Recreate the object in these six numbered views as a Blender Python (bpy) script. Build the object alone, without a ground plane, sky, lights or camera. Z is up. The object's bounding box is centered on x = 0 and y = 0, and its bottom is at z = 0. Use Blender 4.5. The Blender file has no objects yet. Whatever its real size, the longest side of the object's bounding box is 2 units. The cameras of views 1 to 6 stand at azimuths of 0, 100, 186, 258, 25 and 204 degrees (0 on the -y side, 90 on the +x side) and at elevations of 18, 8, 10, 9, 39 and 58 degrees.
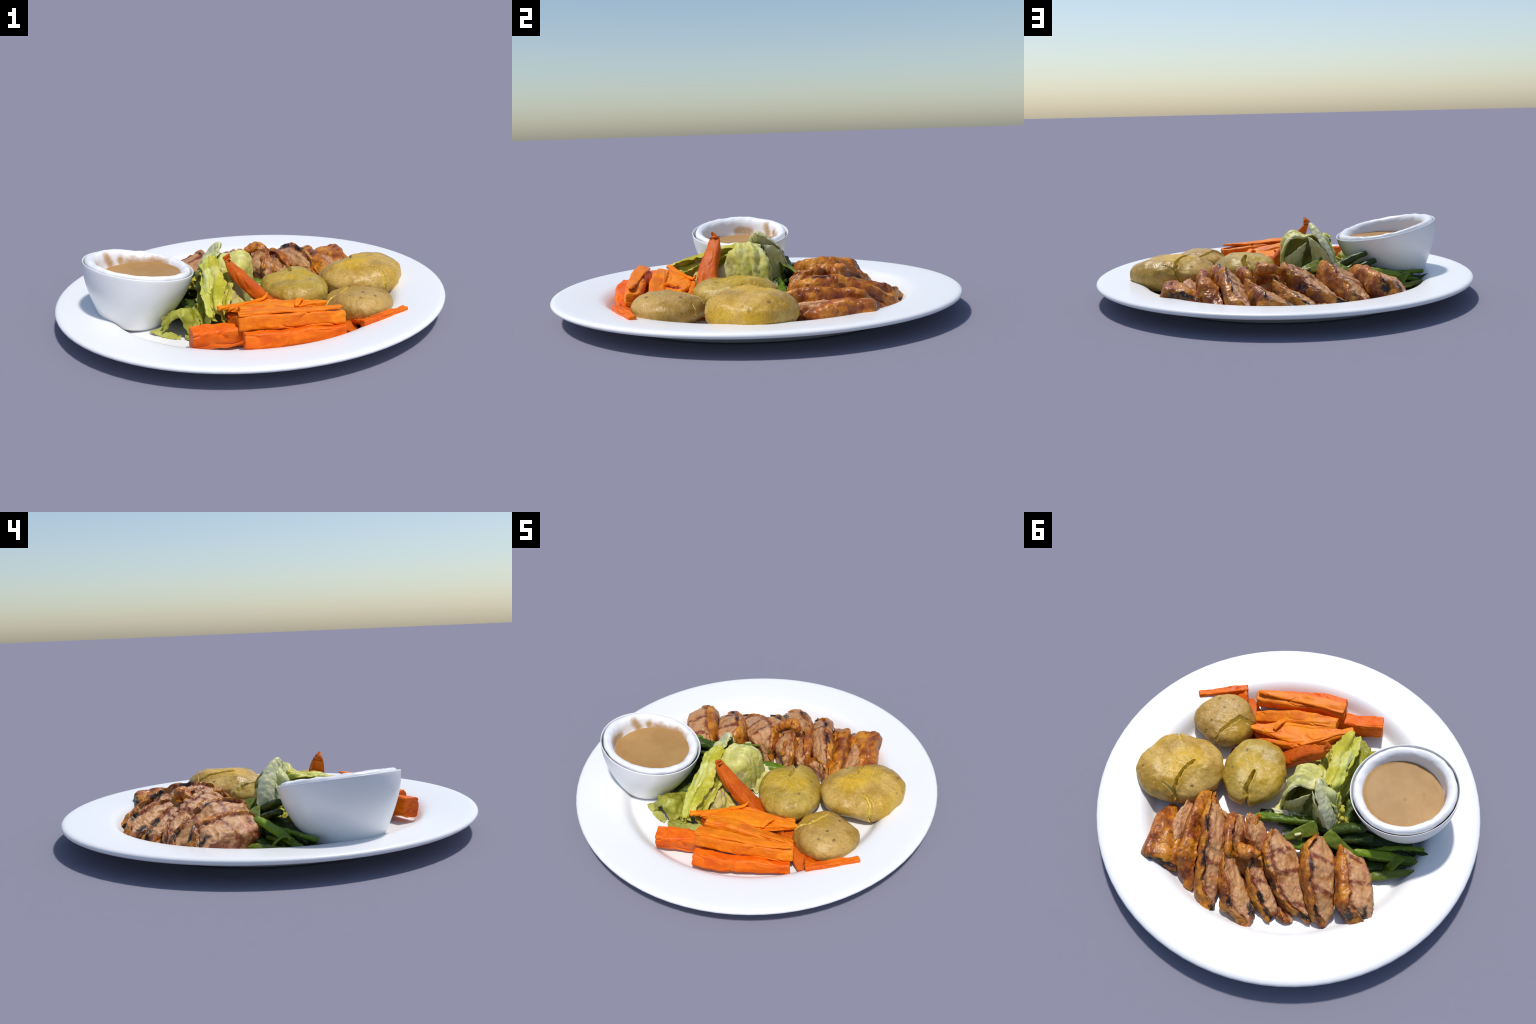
# Grilled chicken dinner on a white plate with a bowl of gravy, potatoes, carrots, cabbage and flat beans.
import bpy, math
import numpy as np
from mathutils import Vector

rng = np.random.default_rng(7)

# ------------------------------------------------------------------ noise
_perm = np.random.default_rng(11).permutation(256)
_perm = np.concatenate([_perm, _perm, _perm])
_grad = np.random.default_rng(12).normal(size=(256, 3))
_grad /= np.linalg.norm(_grad, axis=1)[:, None]

def perlin(P):
    P = np.asarray(P, float)
    I = np.floor(P).astype(int)
    F = P - I
    I &= 255
    W = F * F * F * (F * (F * 6 - 15) + 10)
    out = 0
    for dx in (0, 1):
        for dy in (0, 1):
            for dz in (0, 1):
                h = _perm[_perm[_perm[(I[..., 0] + dx) & 255] + ((I[..., 1] + dy) & 255)] + ((I[..., 2] + dz) & 255)]
                g = _grad[h]
                d = F - np.array([dx, dy, dz])
                w = (W[..., 0] if dx else 1 - W[..., 0]) * (W[..., 1] if dy else 1 - W[..., 1]) * (W[..., 2] if dz else 1 - W[..., 2])
                out = out + w * (g * d).sum(-1)
    return out * 1.5

def fbm(P, freq, octaves=3, seed=0.0):
    P = np.asarray(P, float) * freq + seed * 17.31
    v, a = 0, 1.0
    for _ in range(octaves):
        v = v + a * perlin(P)
        P = P * 2.03 + 5.7
        a *= 0.5
    return v

def ridged(P, freq, seed=0.0):
    return 1 - np.abs(perlin(np.asarray(P) * freq + seed * 13.7)) * 2

def smooth(e0, e1, x):
    t = np.clip((x - e0) / (e1 - e0), 0, 1)
    return t * t * (3 - 2 * t)

# ------------------------------------------------------------------ curves and lofts
def catmull(P, n, closed=False):
    """Interpolate rows of P (k, ...) to n rows along axis 0."""
    P = np.asarray(P, float)
    k = len(P)
    if closed:
        t = np.linspace(0, k, n, endpoint=False)
        i = np.floor(t).astype(int)
        idx = [(i - 1) % k, i % k, (i + 1) % k, (i + 2) % k]
    else:
        t = np.linspace(0, k - 1, n)
        i = np.minimum(np.floor(t).astype(int), k - 2)
        idx = [np.maximum(i - 1, 0), i, i + 1, np.minimum(i + 2, k - 1)]
    f = (t - i).reshape((-1,) + (1,) * (P.ndim - 1))
    a, b, c, d = (P[j] for j in idx)
    return 0.5 * (2 * b + (c - a) * f + (2 * a - 5 * b + 4 * c - d) * f ** 2 + (3 * b - a - 3 * c + d) * f ** 3)

def grid_faces(nr, nc, wrap=True):
    f = []
    r = np.arange(nr - 1)[:, None]
    c = np.arange(nc if wrap else nc - 1)[None, :]
    c2 = (c + 1) % nc
    return np.stack([r * nc + c, r * nc + c2, (r + 1) * nc + c2, (r + 1) * nc + c], -1).reshape(-1, 4)

def vnormals(V, F):
    n = np.cross(V[F[:, 2]] - V[F[:, 0]], V[F[:, 3]] - V[F[:, 1]])
    N = np.zeros_like(V)
    for k in range(4):
        np.add.at(N, F[:, k], n)
    return N / (np.linalg.norm(N, axis=1)[:, None] + 1e-12)

def capped(rings, cap=0.008, steps=4):
    """rings (n, m, 3): add rounded caps that close both ends; keep a small (not zero) last ring."""
    out = [r for r in rings]
    def ends(r, inward):
        c = r.mean(0)
        t = c - inward.mean(0)
        t /= np.linalg.norm(t) + 1e-9
        res = []
        rad = np.linalg.norm(r - c, axis=1).mean()
        cp = min(cap, rad)
        for k in range(1, steps + 1):
            a = k / steps * math.pi / 2
            s = 1 - cp / rad * (1 - math.cos(a))
            res.append(c + (r - c) * s + t * cp * math.sin(a))
        last = res[-1]
        for s in (0.75, 0.5, 0.25, 0.02):
            res.append(c + t * cp + (last - c - t * cp) * s)
        return res
    pre = ends(rings[0], rings[1])[::-1]
    post = ends(rings[-1], rings[-2])
    return np.array(pre + out + post)

def make_mesh(name, V, F, mats, smooth_shade=True, fmat=None):
    me = bpy.data.meshes.new(name)
    me.from_pydata(V.tolist(), [], F.tolist())
    for m in (mats if isinstance(mats, (list, tuple)) else [mats]):
        me.materials.append(m)
    if fmat is not None:
        me.polygons.foreach_set('material_index', np.asarray(fmat, np.int32))
    me.polygons.foreach_set('use_smooth', np.full(len(me.polygons), smooth_shade))
    me.update()
    return me

def add_object(name, data, parent=None, loc=(0, 0, 0)):
    ob = bpy.data.objects.new(name, data)
    ob.location = loc
    bpy.context.scene.collection.objects.link(ob)
    if parent is not None:
        ob.parent = parent
    return ob

def tag(ob, label, category):
    ob["label"] = label
    ob["category"] = category

def split_by_region(thing, V, F, mask, names, mats):
    """One smooth surface cut into named parts; border vertices coincide and normals stay the whole body's."""
    N = vnormals(V, F)
    for k, (nm, mt) in enumerate(zip(names, mats)):
        sel = F[mask == k]
        if not len(sel):
            continue
        used, inv = np.unique(sel, return_inverse=True)
        me = make_mesh(nm, V[used], inv.reshape(-1, 4), mt)
        me.normals_split_custom_set_from_vertices(N[used].tolist())
        add_object(nm, me, thing)

def superellipse(m, p):
    a = np.linspace(0, 2 * math.pi, m, endpoint=False)
    c, s = np.cos(a), np.sin(a)
    return np.stack([np.sign(c) * np.abs(c) ** (2 / p), np.sign(s) * np.abs(s) ** (2 / p)], -1)

def sweep(stations, p=4.0, res=0.0035, cap=0.006):
    """stations: (x, y, z, width, height, roll_degrees). Returns closed tube V, F."""
    S = np.array(stations, float)
    L = np.linalg.norm(np.diff(S[:, :3], axis=0), axis=1).sum()
    n = max(8, int(L / res))
    D = catmull(S, n)
    P = D[:, :3]
    T = np.gradient(P, axis=0)
    T /= np.linalg.norm(T, axis=1)[:, None]
    up = np.array([0, 0, 1.0])
    side = np.cross(T, up)
    nl = np.linalg.norm(side, axis=1)[:, None]
    side = np.where(nl > 0.15, side / (nl + 1e-9), np.array([0, 1.0, 0]))
    side -= T * (side * T).sum(1)[:, None]
    side /= np.linalg.norm(side, axis=1)[:, None]
    nor = np.cross(side, T)
    a = np.radians(D[:, 5])[:, None]
    s2 = np.cos(a) * side + np.sin(a) * nor
    n2 = np.cos(a) * nor - np.sin(a) * side
    m = max(20, int(2 * (D[:, 3].max() + D[:, 4].max()) / res))
    E = superellipse(m, p)
    rings = P[:, None] + s2[:, None] * (E[:, 0][None, :, None] * D[:, 3][:, None, None] / 2) + n2[:, None] * (E[:, 1][None, :, None] * D[:, 4][:, None, None] / 2)
    rings = capped(rings, cap)
    V = rings.reshape(-1, 3)
    return V, grid_faces(len(rings), m)

def orient(V, F):
    """make faces point outward (positive signed volume)"""
    c = V.mean(0)
    a, b, d = V[F[:, 0]] - c, V[F[:, 1]] - c, V[F[:, 2]] - c
    e = V[F[:, 3]] - c
    vol = (a * np.cross(b, d)).sum() + (a * np.cross(d, e)).sum()
    return F if vol > 0 else F[:, ::-1]

def lathe(profile, seg, squash=(1, 1)):
    """profile: list of (r, z) from the axis outward and back; returns V, F"""
    p = np.array(profile, float)
    p[:, 0] = np.maximum(p[:, 0], 1e-4)
    a = np.linspace(0, 2 * math.pi, seg, endpoint=False)
    V = np.stack([p[:, 0][:, None] * np.cos(a) * squash[0], p[:, 0][:, None] * np.sin(a) * squash[1], np.repeat(p[:, 1][:, None], seg, 1)], -1)
    return V.reshape(-1, 3), grid_faces(len(p), seg)

# ------------------------------------------------------------------ materials
class Nodes:
    """short-hand for building a node tree"""
    def __init__(self, name):
        self.mat = bpy.data.materials.new(name)
        self.mat.use_nodes = True
        self.nt = self.mat.node_tree
        self.bsdf = self.nt.nodes['Principled BSDF']
        self.out = self.nt.nodes['Material Output']
        self.co = self.nt.nodes.new('ShaderNodeTexCoord').outputs['Object']
    def link(self, a, b):
        if isinstance(a, bpy.types.NodeSocket):
            self.nt.links.new(a, b)
        else:
            b.default_value = a
    def math(self, op, a, b=0.0, clamp=False):
        n = self.nt.nodes.new('ShaderNodeMath'); n.operation = op; n.use_clamp = clamp
        self.link(a, n.inputs[0]); self.link(b, n.inputs[1])
        return n.outputs[0]
    def vec(self, op, a, b=(0, 0, 0), out=0):
        n = self.nt.nodes.new('ShaderNodeVectorMath'); n.operation = op
        self.link(a, n.inputs[0])
        if op == 'SCALE': self.link(b, n.inputs['Scale'])
        else: self.link(b, n.inputs[1])
        return n.outputs['Value'] if op in ('DOT_PRODUCT', 'LENGTH', 'DISTANCE') else n.outputs[0]
    def noise(self, scale, detail=3, rough=0.5, co=None, color=False, dist=0.0):
        n = self.nt.nodes.new('ShaderNodeTexNoise')
        self.nt.links.new(co or self.co, n.inputs['Vector'])
        n.inputs['Scale'].default_value = scale; n.inputs['Detail'].default_value = detail
        n.inputs['Roughness'].default_value = rough; n.inputs['Distortion'].default_value = dist
        return n.outputs['Color' if color else 'Fac']
    def voronoi(self, scale, feature='F1', co=None, out='Distance', rand=1.0):
        n = self.nt.nodes.new('ShaderNodeTexVoronoi'); n.feature = feature
        self.nt.links.new(co or self.co, n.inputs['Vector'])
        n.inputs['Scale'].default_value = scale
        n.inputs['Randomness'].default_value = rand
        return n.outputs[out]
    def mapped(self, scale=(1, 1, 1), rot=(0, 0, 0), co=None, loc=(0, 0, 0)):
        n = self.nt.nodes.new('ShaderNodeMapping')
        self.nt.links.new(co or self.co, n.inputs['Vector'])
        n.inputs['Scale'].default_value = scale; n.inputs['Rotation'].default_value = rot; n.inputs['Location'].default_value = loc
        return n.outputs[0]
    def ramp(self, fac, stops):
        n = self.nt.nodes.new('ShaderNodeValToRGB')
        self.link(fac, n.inputs[0])
        cr = n.color_ramp
        while len(cr.elements) < len(stops): cr.elements.new(0.5)
        for e, (p, c) in zip(cr.elements, stops):
            e.position = p
            e.color = (c, c, c, 1) if not hasattr(c, '__len__') else (*c, 1)
        return n.outputs[0]
    def step(self, x, a, b):
        n = self.nt.nodes.new('ShaderNodeMapRange'); n.interpolation_type = 'SMOOTHSTEP'
        self.link(x, n.inputs[0])
        n.inputs[1].default_value = a; n.inputs[2].default_value = b; n.inputs[3].default_value = 0; n.inputs[4].default_value = 1
        return n.outputs[0]
    def mix(self, fac, a, b, mode='MIX'):
        n = self.nt.nodes.new('ShaderNodeMix'); n.data_type = 'RGBA'; n.blend_type = mode
        self.link(fac, n.inputs[0])
        for v, s in ((a, n.inputs[6]), (b, n.inputs[7])):
            self.link(v if isinstance(v, bpy.types.NodeSocket) else (*v, 1), s)
        return n.outputs[2]
    def warp(self, scale, amount, co=None):
        c = self.noise(scale, 3, 0.6, co, color=True)
        return self.vec('ADD', co or self.co, self.vec('SCALE', self.vec('SUBTRACT', c, (0.5, 0.5, 0.5)), amount))
    def seg_dist(self, co, a, b):
        """distance to the segment a-b"""
        a, b = np.array(a, float), np.array(b, float)
        ab = b - a
        pa = self.vec('SUBTRACT', co, tuple(a))
        t = self.math('DIVIDE', self.vec('DOT_PRODUCT', pa, tuple(ab)), float(ab @ ab) + 1e-9, clamp=True)
        n = self.nt.nodes.new('ShaderNodeVectorMath'); n.operation = 'SCALE'
        n.inputs[0].default_value = tuple(ab); self.nt.links.new(t, n.inputs['Scale'])
        return self.vec('DISTANCE', pa, n.outputs[0])
    def near_any(self, co, segs, r0, r1):
        """1 near any of the segments, fading from r0 to r1"""
        best = None
        for s in segs:
            d = self.seg_dist(co, s[:3], s[3:6]) if len(s) >= 6 else self.vec('DISTANCE', co, tuple(s[:3]))
            best = d if best is None else self.math('MINIMUM', best, d)
        return self.math('SUBTRACT', 1.0, self.step(best, r0, r1))
    def flat(self, co, k=0.0):
        return self.vec('MULTIPLY', co, (1, 1, k))
    def bump(self, height, strength=0.3, dist=0.01, normal=None):
        n = self.nt.nodes.new('ShaderNodeBump')
        n.inputs['Strength'].default_value = strength; n.inputs['Distance'].default_value = dist
        self.nt.links.new(height, n.inputs['Height'])
        if normal: self.nt.links.new(normal, n.inputs['Normal'])
        return n.outputs[0]
    def done(self, color, rough=0.5, normal=None, **kw):
        self.link(color if isinstance(color, bpy.types.NodeSocket) else (*color, 1), self.bsdf.inputs['Base Color'])
        self.link(rough, self.bsdf.inputs['Roughness'])
        if normal: self.nt.links.new(normal, self.bsdf.inputs['Normal'])
        for k, v in kw.items():
            self.link(v, self.bsdf.inputs[k.replace('_', ' ')])
        return self.mat

def porcelain(name, tint=(0.86, 0.86, 0.86)):
    n = Nodes(name)
    c = n.mix(n.noise(3.0, 2), tuple(0.985 * t for t in tint), tint)
    return n.done(c, 0.32, Coat_Weight=0.15, Coat_Roughness=0.15, Specular_IOR_Level=0.4)

def carrot_material(name, base, pale, deep, seed):
    n = Nodes(name)
    co = n.mapped(loc=(seed * 1.7, seed * 0.9, seed * 0.3))
    fib = n.noise(1.0, 4, 0.6, n.mapped((14, 70, 70), rot=(0, 0, 0.25), co=co))
    blot = n.noise(11, 3, 0.55, co)
    c = n.mix(n.step(blot, 0.32, 0.68), deep, base)
    c = n.mix(n.math('MULTIPLY', n.step(fib, 0.5, 0.75), 0.55), c, pale)
    speck = n.step(n.noise(120, 2, 0.6, co), 0.62, 0.76)
    c = n.mix(n.math('MULTIPLY', speck, 0.35), c, pale)
    h = n.math('ADD', n.math('MULTIPLY', fib, 0.7), n.math('MULTIPLY', n.noise(90, 3, 0.6, co), 0.5))
    return n.done(c, n.ramp(blot, [(0.3, 0.40), (0.7, 0.55)]), n.bump(h, 0.3, 0.005), Specular_IOR_Level=0.22)

def bean_material(name, base, light, dark, seed):
    n = Nodes(name)
    co = n.mapped(loc=(seed * 1.3, seed * 0.7, seed))
    fib = n.noise(1.0, 3, 0.6, n.mapped((12, 80, 60), rot=(0, 0, -0.45), co=co))
    c = n.mix(n.step(n.noise(9, 3, 0.5, co), 0.35, 0.65), dark, base)
    c = n.mix(n.math('MULTIPLY', n.step(fib, 0.5, 0.72), 0.6), c, light)
    c = n.mix(n.math('MULTIPLY', n.step(n.noise(70, 2, 0.5, co), 0.66, 0.74), 0.5), c, tuple(min(1, 1.8 * v) for v in light))
    return n.done(c, 0.42, n.bump(n.math('ADD', fib, n.math('MULTIPLY', n.noise(60, 2, 0.5, co), 0.3)), 0.25, 0.005), Specular_IOR_Level=0.3)

def cabbage_material(name, pale, mid, green, seed, bias=0.5):
    n = Nodes(name)
    co = n.mapped(loc=(seed, seed * 0.6, seed * 0.2))
    big = n.noise(7, 3, 0.55, co)
    c = n.ramp(big, [(bias - 0.17, green), (bias, mid), (bias + 0.16, pale)])
    vm = n.step(n.noise(1.0, 3, 0.6, n.mapped((55, 14, 22), rot=(0, 0, 0.25), co=n.warp(6, 0.08, co))), 0.52, 0.70)
    c = n.mix(n.math('MULTIPLY', vm, 0.38), c, tuple(min(1, 1.25 * v + 0.03) for v in pale))
    fine = n.noise(45, 3, 0.6, co)
    c = n.mix(n.math('MULTIPLY', n.step(fine, 0.55, 0.75), 0.25), c, tuple(v * 0.7 for v in green))
    h = n.math('ADD', n.math('MULTIPLY', vm, 0.2), fine)
    nrm = n.bump(h, 0.25, 0.006)
    m = n.done(c, 0.42, nrm, Specular_IOR_Level=0.3)
    tr = n.nt.nodes.new('ShaderNodeBsdfTranslucent')
    n.nt.links.new(c, tr.inputs['Color'])
    mx = n.nt.nodes.new('ShaderNodeMixShader'); mx.inputs[0].default_value = 0.15
    n.nt.links.new(n.bsdf.outputs[0], mx.inputs[1]); n.nt.links.new(tr.outputs[0], mx.inputs[2])
    n.nt.links.new(mx.outputs[0], n.out.inputs['Surface'])
    return m

def potato_skin_material(name, seed, skin, tan, yellow, yellow_spots, eyes, scratches):
    n = Nodes(name)
    co = n.mapped(loc=(seed * 2.1, seed, 0))
    a = n.noise(6, 4, 0.6, co)
    c = n.mix(n.step(a, 0.35, 0.65), skin, tan)
    # buttery yellow patches
    w = n.warp(9, 0.10)
    ym = n.near_any(w, yellow_spots, 0.02, 0.11)
    c = n.mix(n.math('MULTIPLY', ym, 0.8), c, yellow)
    fine = n.noise(140, 3, 0.65, co)
    c = n.mix(n.math('MULTIPLY', n.step(fine, 0.48, 0.70), 0.42), c, tuple(v * 0.55 for v in skin))
    c = n.mix(n.math('MULTIPLY', n.step(n.noise(40, 3, 0.6, co), 0.52, 0.72), 0.38), c, tuple(min(1, v * 1.35) for v in tan))
    # freckles and eyes
    fr = n.voronoi(42, co=n.warp(30, 0.02, co))
    frm = n.math('MULTIPLY', n.math('SUBTRACT', 1.0, n.step(fr, 0.06, 0.16)), n.step(n.noise(9, 2, 0.5, co), 0.48, 0.6))
    c = n.mix(n.math('MULTIPLY', frm, 0.65), c, (0.10, 0.06, 0.02))
    em = n.near_any(n.flat(n.warp(60, 0.018), 0.3), [(e[0], e[1], e[2] * 0.3) for e in eyes], 0.003, 0.013)
    c = n.mix(n.math('MULTIPLY', em, 0.8), c, (0.085, 0.052, 0.02))
    if scratches:
        sm = n.near_any(n.flat(n.warp(25, 0.012)), [(q[0], q[1], 0, q[3], q[4], 0) for q in scratches], 0.0008, 0.0032)
        sm = n.math('MULTIPLY', sm, n.step(n.noise(50, 2, 0.5, co), 0.3, 0.55))
        c = n.mix(n.math('MULTIPLY', sm, 0.8), c, (0.62, 0.47, 0.17))
    wr = n.noise(1.0, 4, 0.6, n.mapped((25, 60, 40), rot=(0, 0, seed), co=n.warp(6, 0.12, co)))
    c = n.mix(n.math('MULTIPLY', n.step(wr, 0.55, 0.68), 0.30), c, tuple(v * 0.60 for v in skin))
    h = n.math('ADD', n.math('MULTIPLY', fine, 0.4), n.math('MULTIPLY', wr, 1.0))
    h = n.math('SUBTRACT', h, n.math('MULTIPLY', em, 0.5))
    return n.done(c, n.ramp(a, [(0.3, 0.28), (0.7, 0.42)]), n.bump(h, 0.5, 0.006), Specular_IOR_Level=0.38)

def fz(q, k=0.2):
    return (q[0], q[1], q[2] * k, q[3], q[4], q[5] * k)

def chicken_material(kind, seed, bars, spots, pink=0.3, edges=()):
    n = Nodes('chicken_%s_%d' % (kind, seed))
    co = n.mapped(loc=(seed * 1.1, seed * 0.37, 0))
    big = n.noise(10, 3, 0.6, co)
    med = n.noise(30, 4, 0.65, co)
    if kind == 'skin':
        c = n.ramp(big, [(0.30, (0.15, 0.030, 0.008)), (0.43, (0.36, 0.095, 0.010)), (0.54, (0.55, 0.195, 0.014)), (0.70, (0.62, 0.27, 0.030))])
        c = n.mix(n.math('MULTIPLY', n.step(med, 0.52, 0.66), 0.80), c, (0.13, 0.022, 0.007))
        c = n.mix(n.math('MULTIPLY', n.step(n.noise(60, 3, 0.6, co), 0.58, 0.72), 0.45), c, (0.66, 0.34, 0.075))
        if edges:
            e = n.near_any(n.flat(n.warp(18, 0.05), 0.3), [fz(q, 0.3) for q in edges], 0.004, 0.026)
            e = n.math('MULTIPLY', e, n.step(n.noise(14, 3, 0.65, co), 0.36, 0.60))
            c = n.mix(n.math('MULTIPLY', e, 0.9), c, (0.085, 0.016, 0.006))  # dark band painted low on the skin side: shadowed gaps between slices
        h = n.math('ADD', n.math('MULTIPLY', n.voronoi(85, 'SMOOTH_F1', co), 0.7), n.math('MULTIPLY', med, 0.9))
        rough, bs, bd = 0.36, 0.5, 0.007
    else:
        fib = n.noise(1.0, 5, 0.68, n.mapped((150, 22, 70), rot=(0, 0, 0.42), co=n.warp(10, 0.025, co)))
        c = n.ramp(big, [(0.30, (0.38, 0.135, 0.024)), (0.41, (0.53, 0.255, 0.090)), (0.57, (0.62, 0.335, 0.150)), (0.70, (0.46, 0.175, 0.038))])
        c = n.mix(n.math('MULTIPLY', n.step(n.noise(9, 2, 0.5, co), 0.47, 0.62), pink), c, (0.60, 0.235, 0.155))
        c = n.mix(n.math('MULTIPLY', n.step(fib, 0.54, 0.70), 0.5), c, (0.72, 0.45, 0.215))
        c = n.mix(n.math('MULTIPLY', n.math('SUBTRACT', 1.0, n.step(fib, 0.30, 0.44)), 0.65), c, (0.32, 0.12, 0.04))
        c = n.mix(n.math('MULTIPLY', n.step(med, 0.56, 0.68), 0.65), c, (0.33, 0.105, 0.020))
        c = n.mix(n.math('MULTIPLY', n.step(n.noise(110, 2, 0.6, co), 0.60, 0.72), 0.4), c, (0.85, 0.62, 0.40))
        if edges:
            e = n.near_any(n.flat(n.warp(30, 0.03), 0.3), [fz(q, 0.3) for q in edges], 0.004, 0.022)
            e = n.math('MULTIPLY', e, n.step(n.noise(20, 3, 0.65, co), 0.34, 0.54))
            c = n.mix(n.math('MULTIPLY', e, 0.92), c, (0.20, 0.040, 0.010))
        h = n.math('ADD', n.math('MULTIPLY', fib, 0.9), n.math('MULTIPLY', med, 0.4))
        rough, bs, bd = 0.36, 0.6, 0.006
    if bars:
        bm = n.near_any(n.flat(n.warp(30, 0.030), 0.2), [fz(q) for q in bars], 0.005, 0.022)
        bm = n.math('MULTIPLY', bm, n.step(n.noise(32, 3, 0.65, co), 0.30, 0.56))
        c = n.mix(n.math('MULTIPLY', bm, 0.90), c, (0.17, 0.025, 0.010))
    if spots:
        sm = n.near_any(n.flat(n.warp(24, 0.075), 0.4), [fz(q, 0.4) for q in spots], 0.006, 0.021)
        sm = n.math('MULTIPLY', sm, n.step(n.noise(80, 3, 0.7, co), 0.25, 0.45))
        c = n.mix(n.math('MULTIPLY', sm, 0.96), c, (0.010, 0.008, 0.009))
    pep = n.math('SUBTRACT', 1.0, n.step(n.voronoi(60, co=co), 0.04, 0.10))
    pep = n.math('MULTIPLY', pep, n.step(n.noise(15, 2, 0.5, co), 0.55, 0.62))
    c = n.mix(n.math('MULTIPLY', pep, 0.7), c, (0.04, 0.02, 0.012))
    return n.done(c, rough, n.bump(h, bs, bd), Specular_IOR_Level=0.4)

# ------------------------------------------------------------------ plate
FLOOR = 0.028
def build_plate():
    prof = [(0, FLOOR), (0.30, FLOOR), (0.60, FLOOR), (0.685, FLOOR), (0.700, FLOOR + 0.002), (0.709, FLOOR + 0.008),
            (0.720, 0.050), (0.735, 0.070), (0.750, 0.0840), (0.766, 0.0925), (0.785, 0.0970), (0.82, 0.1005), (0.88, 0.1048), (0.95, 0.1086),
            (0.975, 0.1090), (0.988, 0.1075), (0.9965, 0.1025), (1.0, 0.0950), (0.997, 0.0880), (0.988, 0.0825),
            (0.96, 0.0770), (0.90, 0.067), (0.84, 0.0545), (0.79, 0.040), (0.755, 0.022), (0.735, 0.008), (0.72, 0.0015), (0.70, 0.0), (0.66, 0.0), (0.645, 0.004), (0.60, 0.010), (0, 0.010)]
    V, F = lathe(prof, 80)
    F = orient(V, F)
    me = make_mesh('dinner_plate', V, F, porcelain('white_porcelain'))
    ob = add_object('dinner_plate', me)
    tag(ob, 'round white porcelain dinner plate with a wide rim', 'plate')

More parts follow.
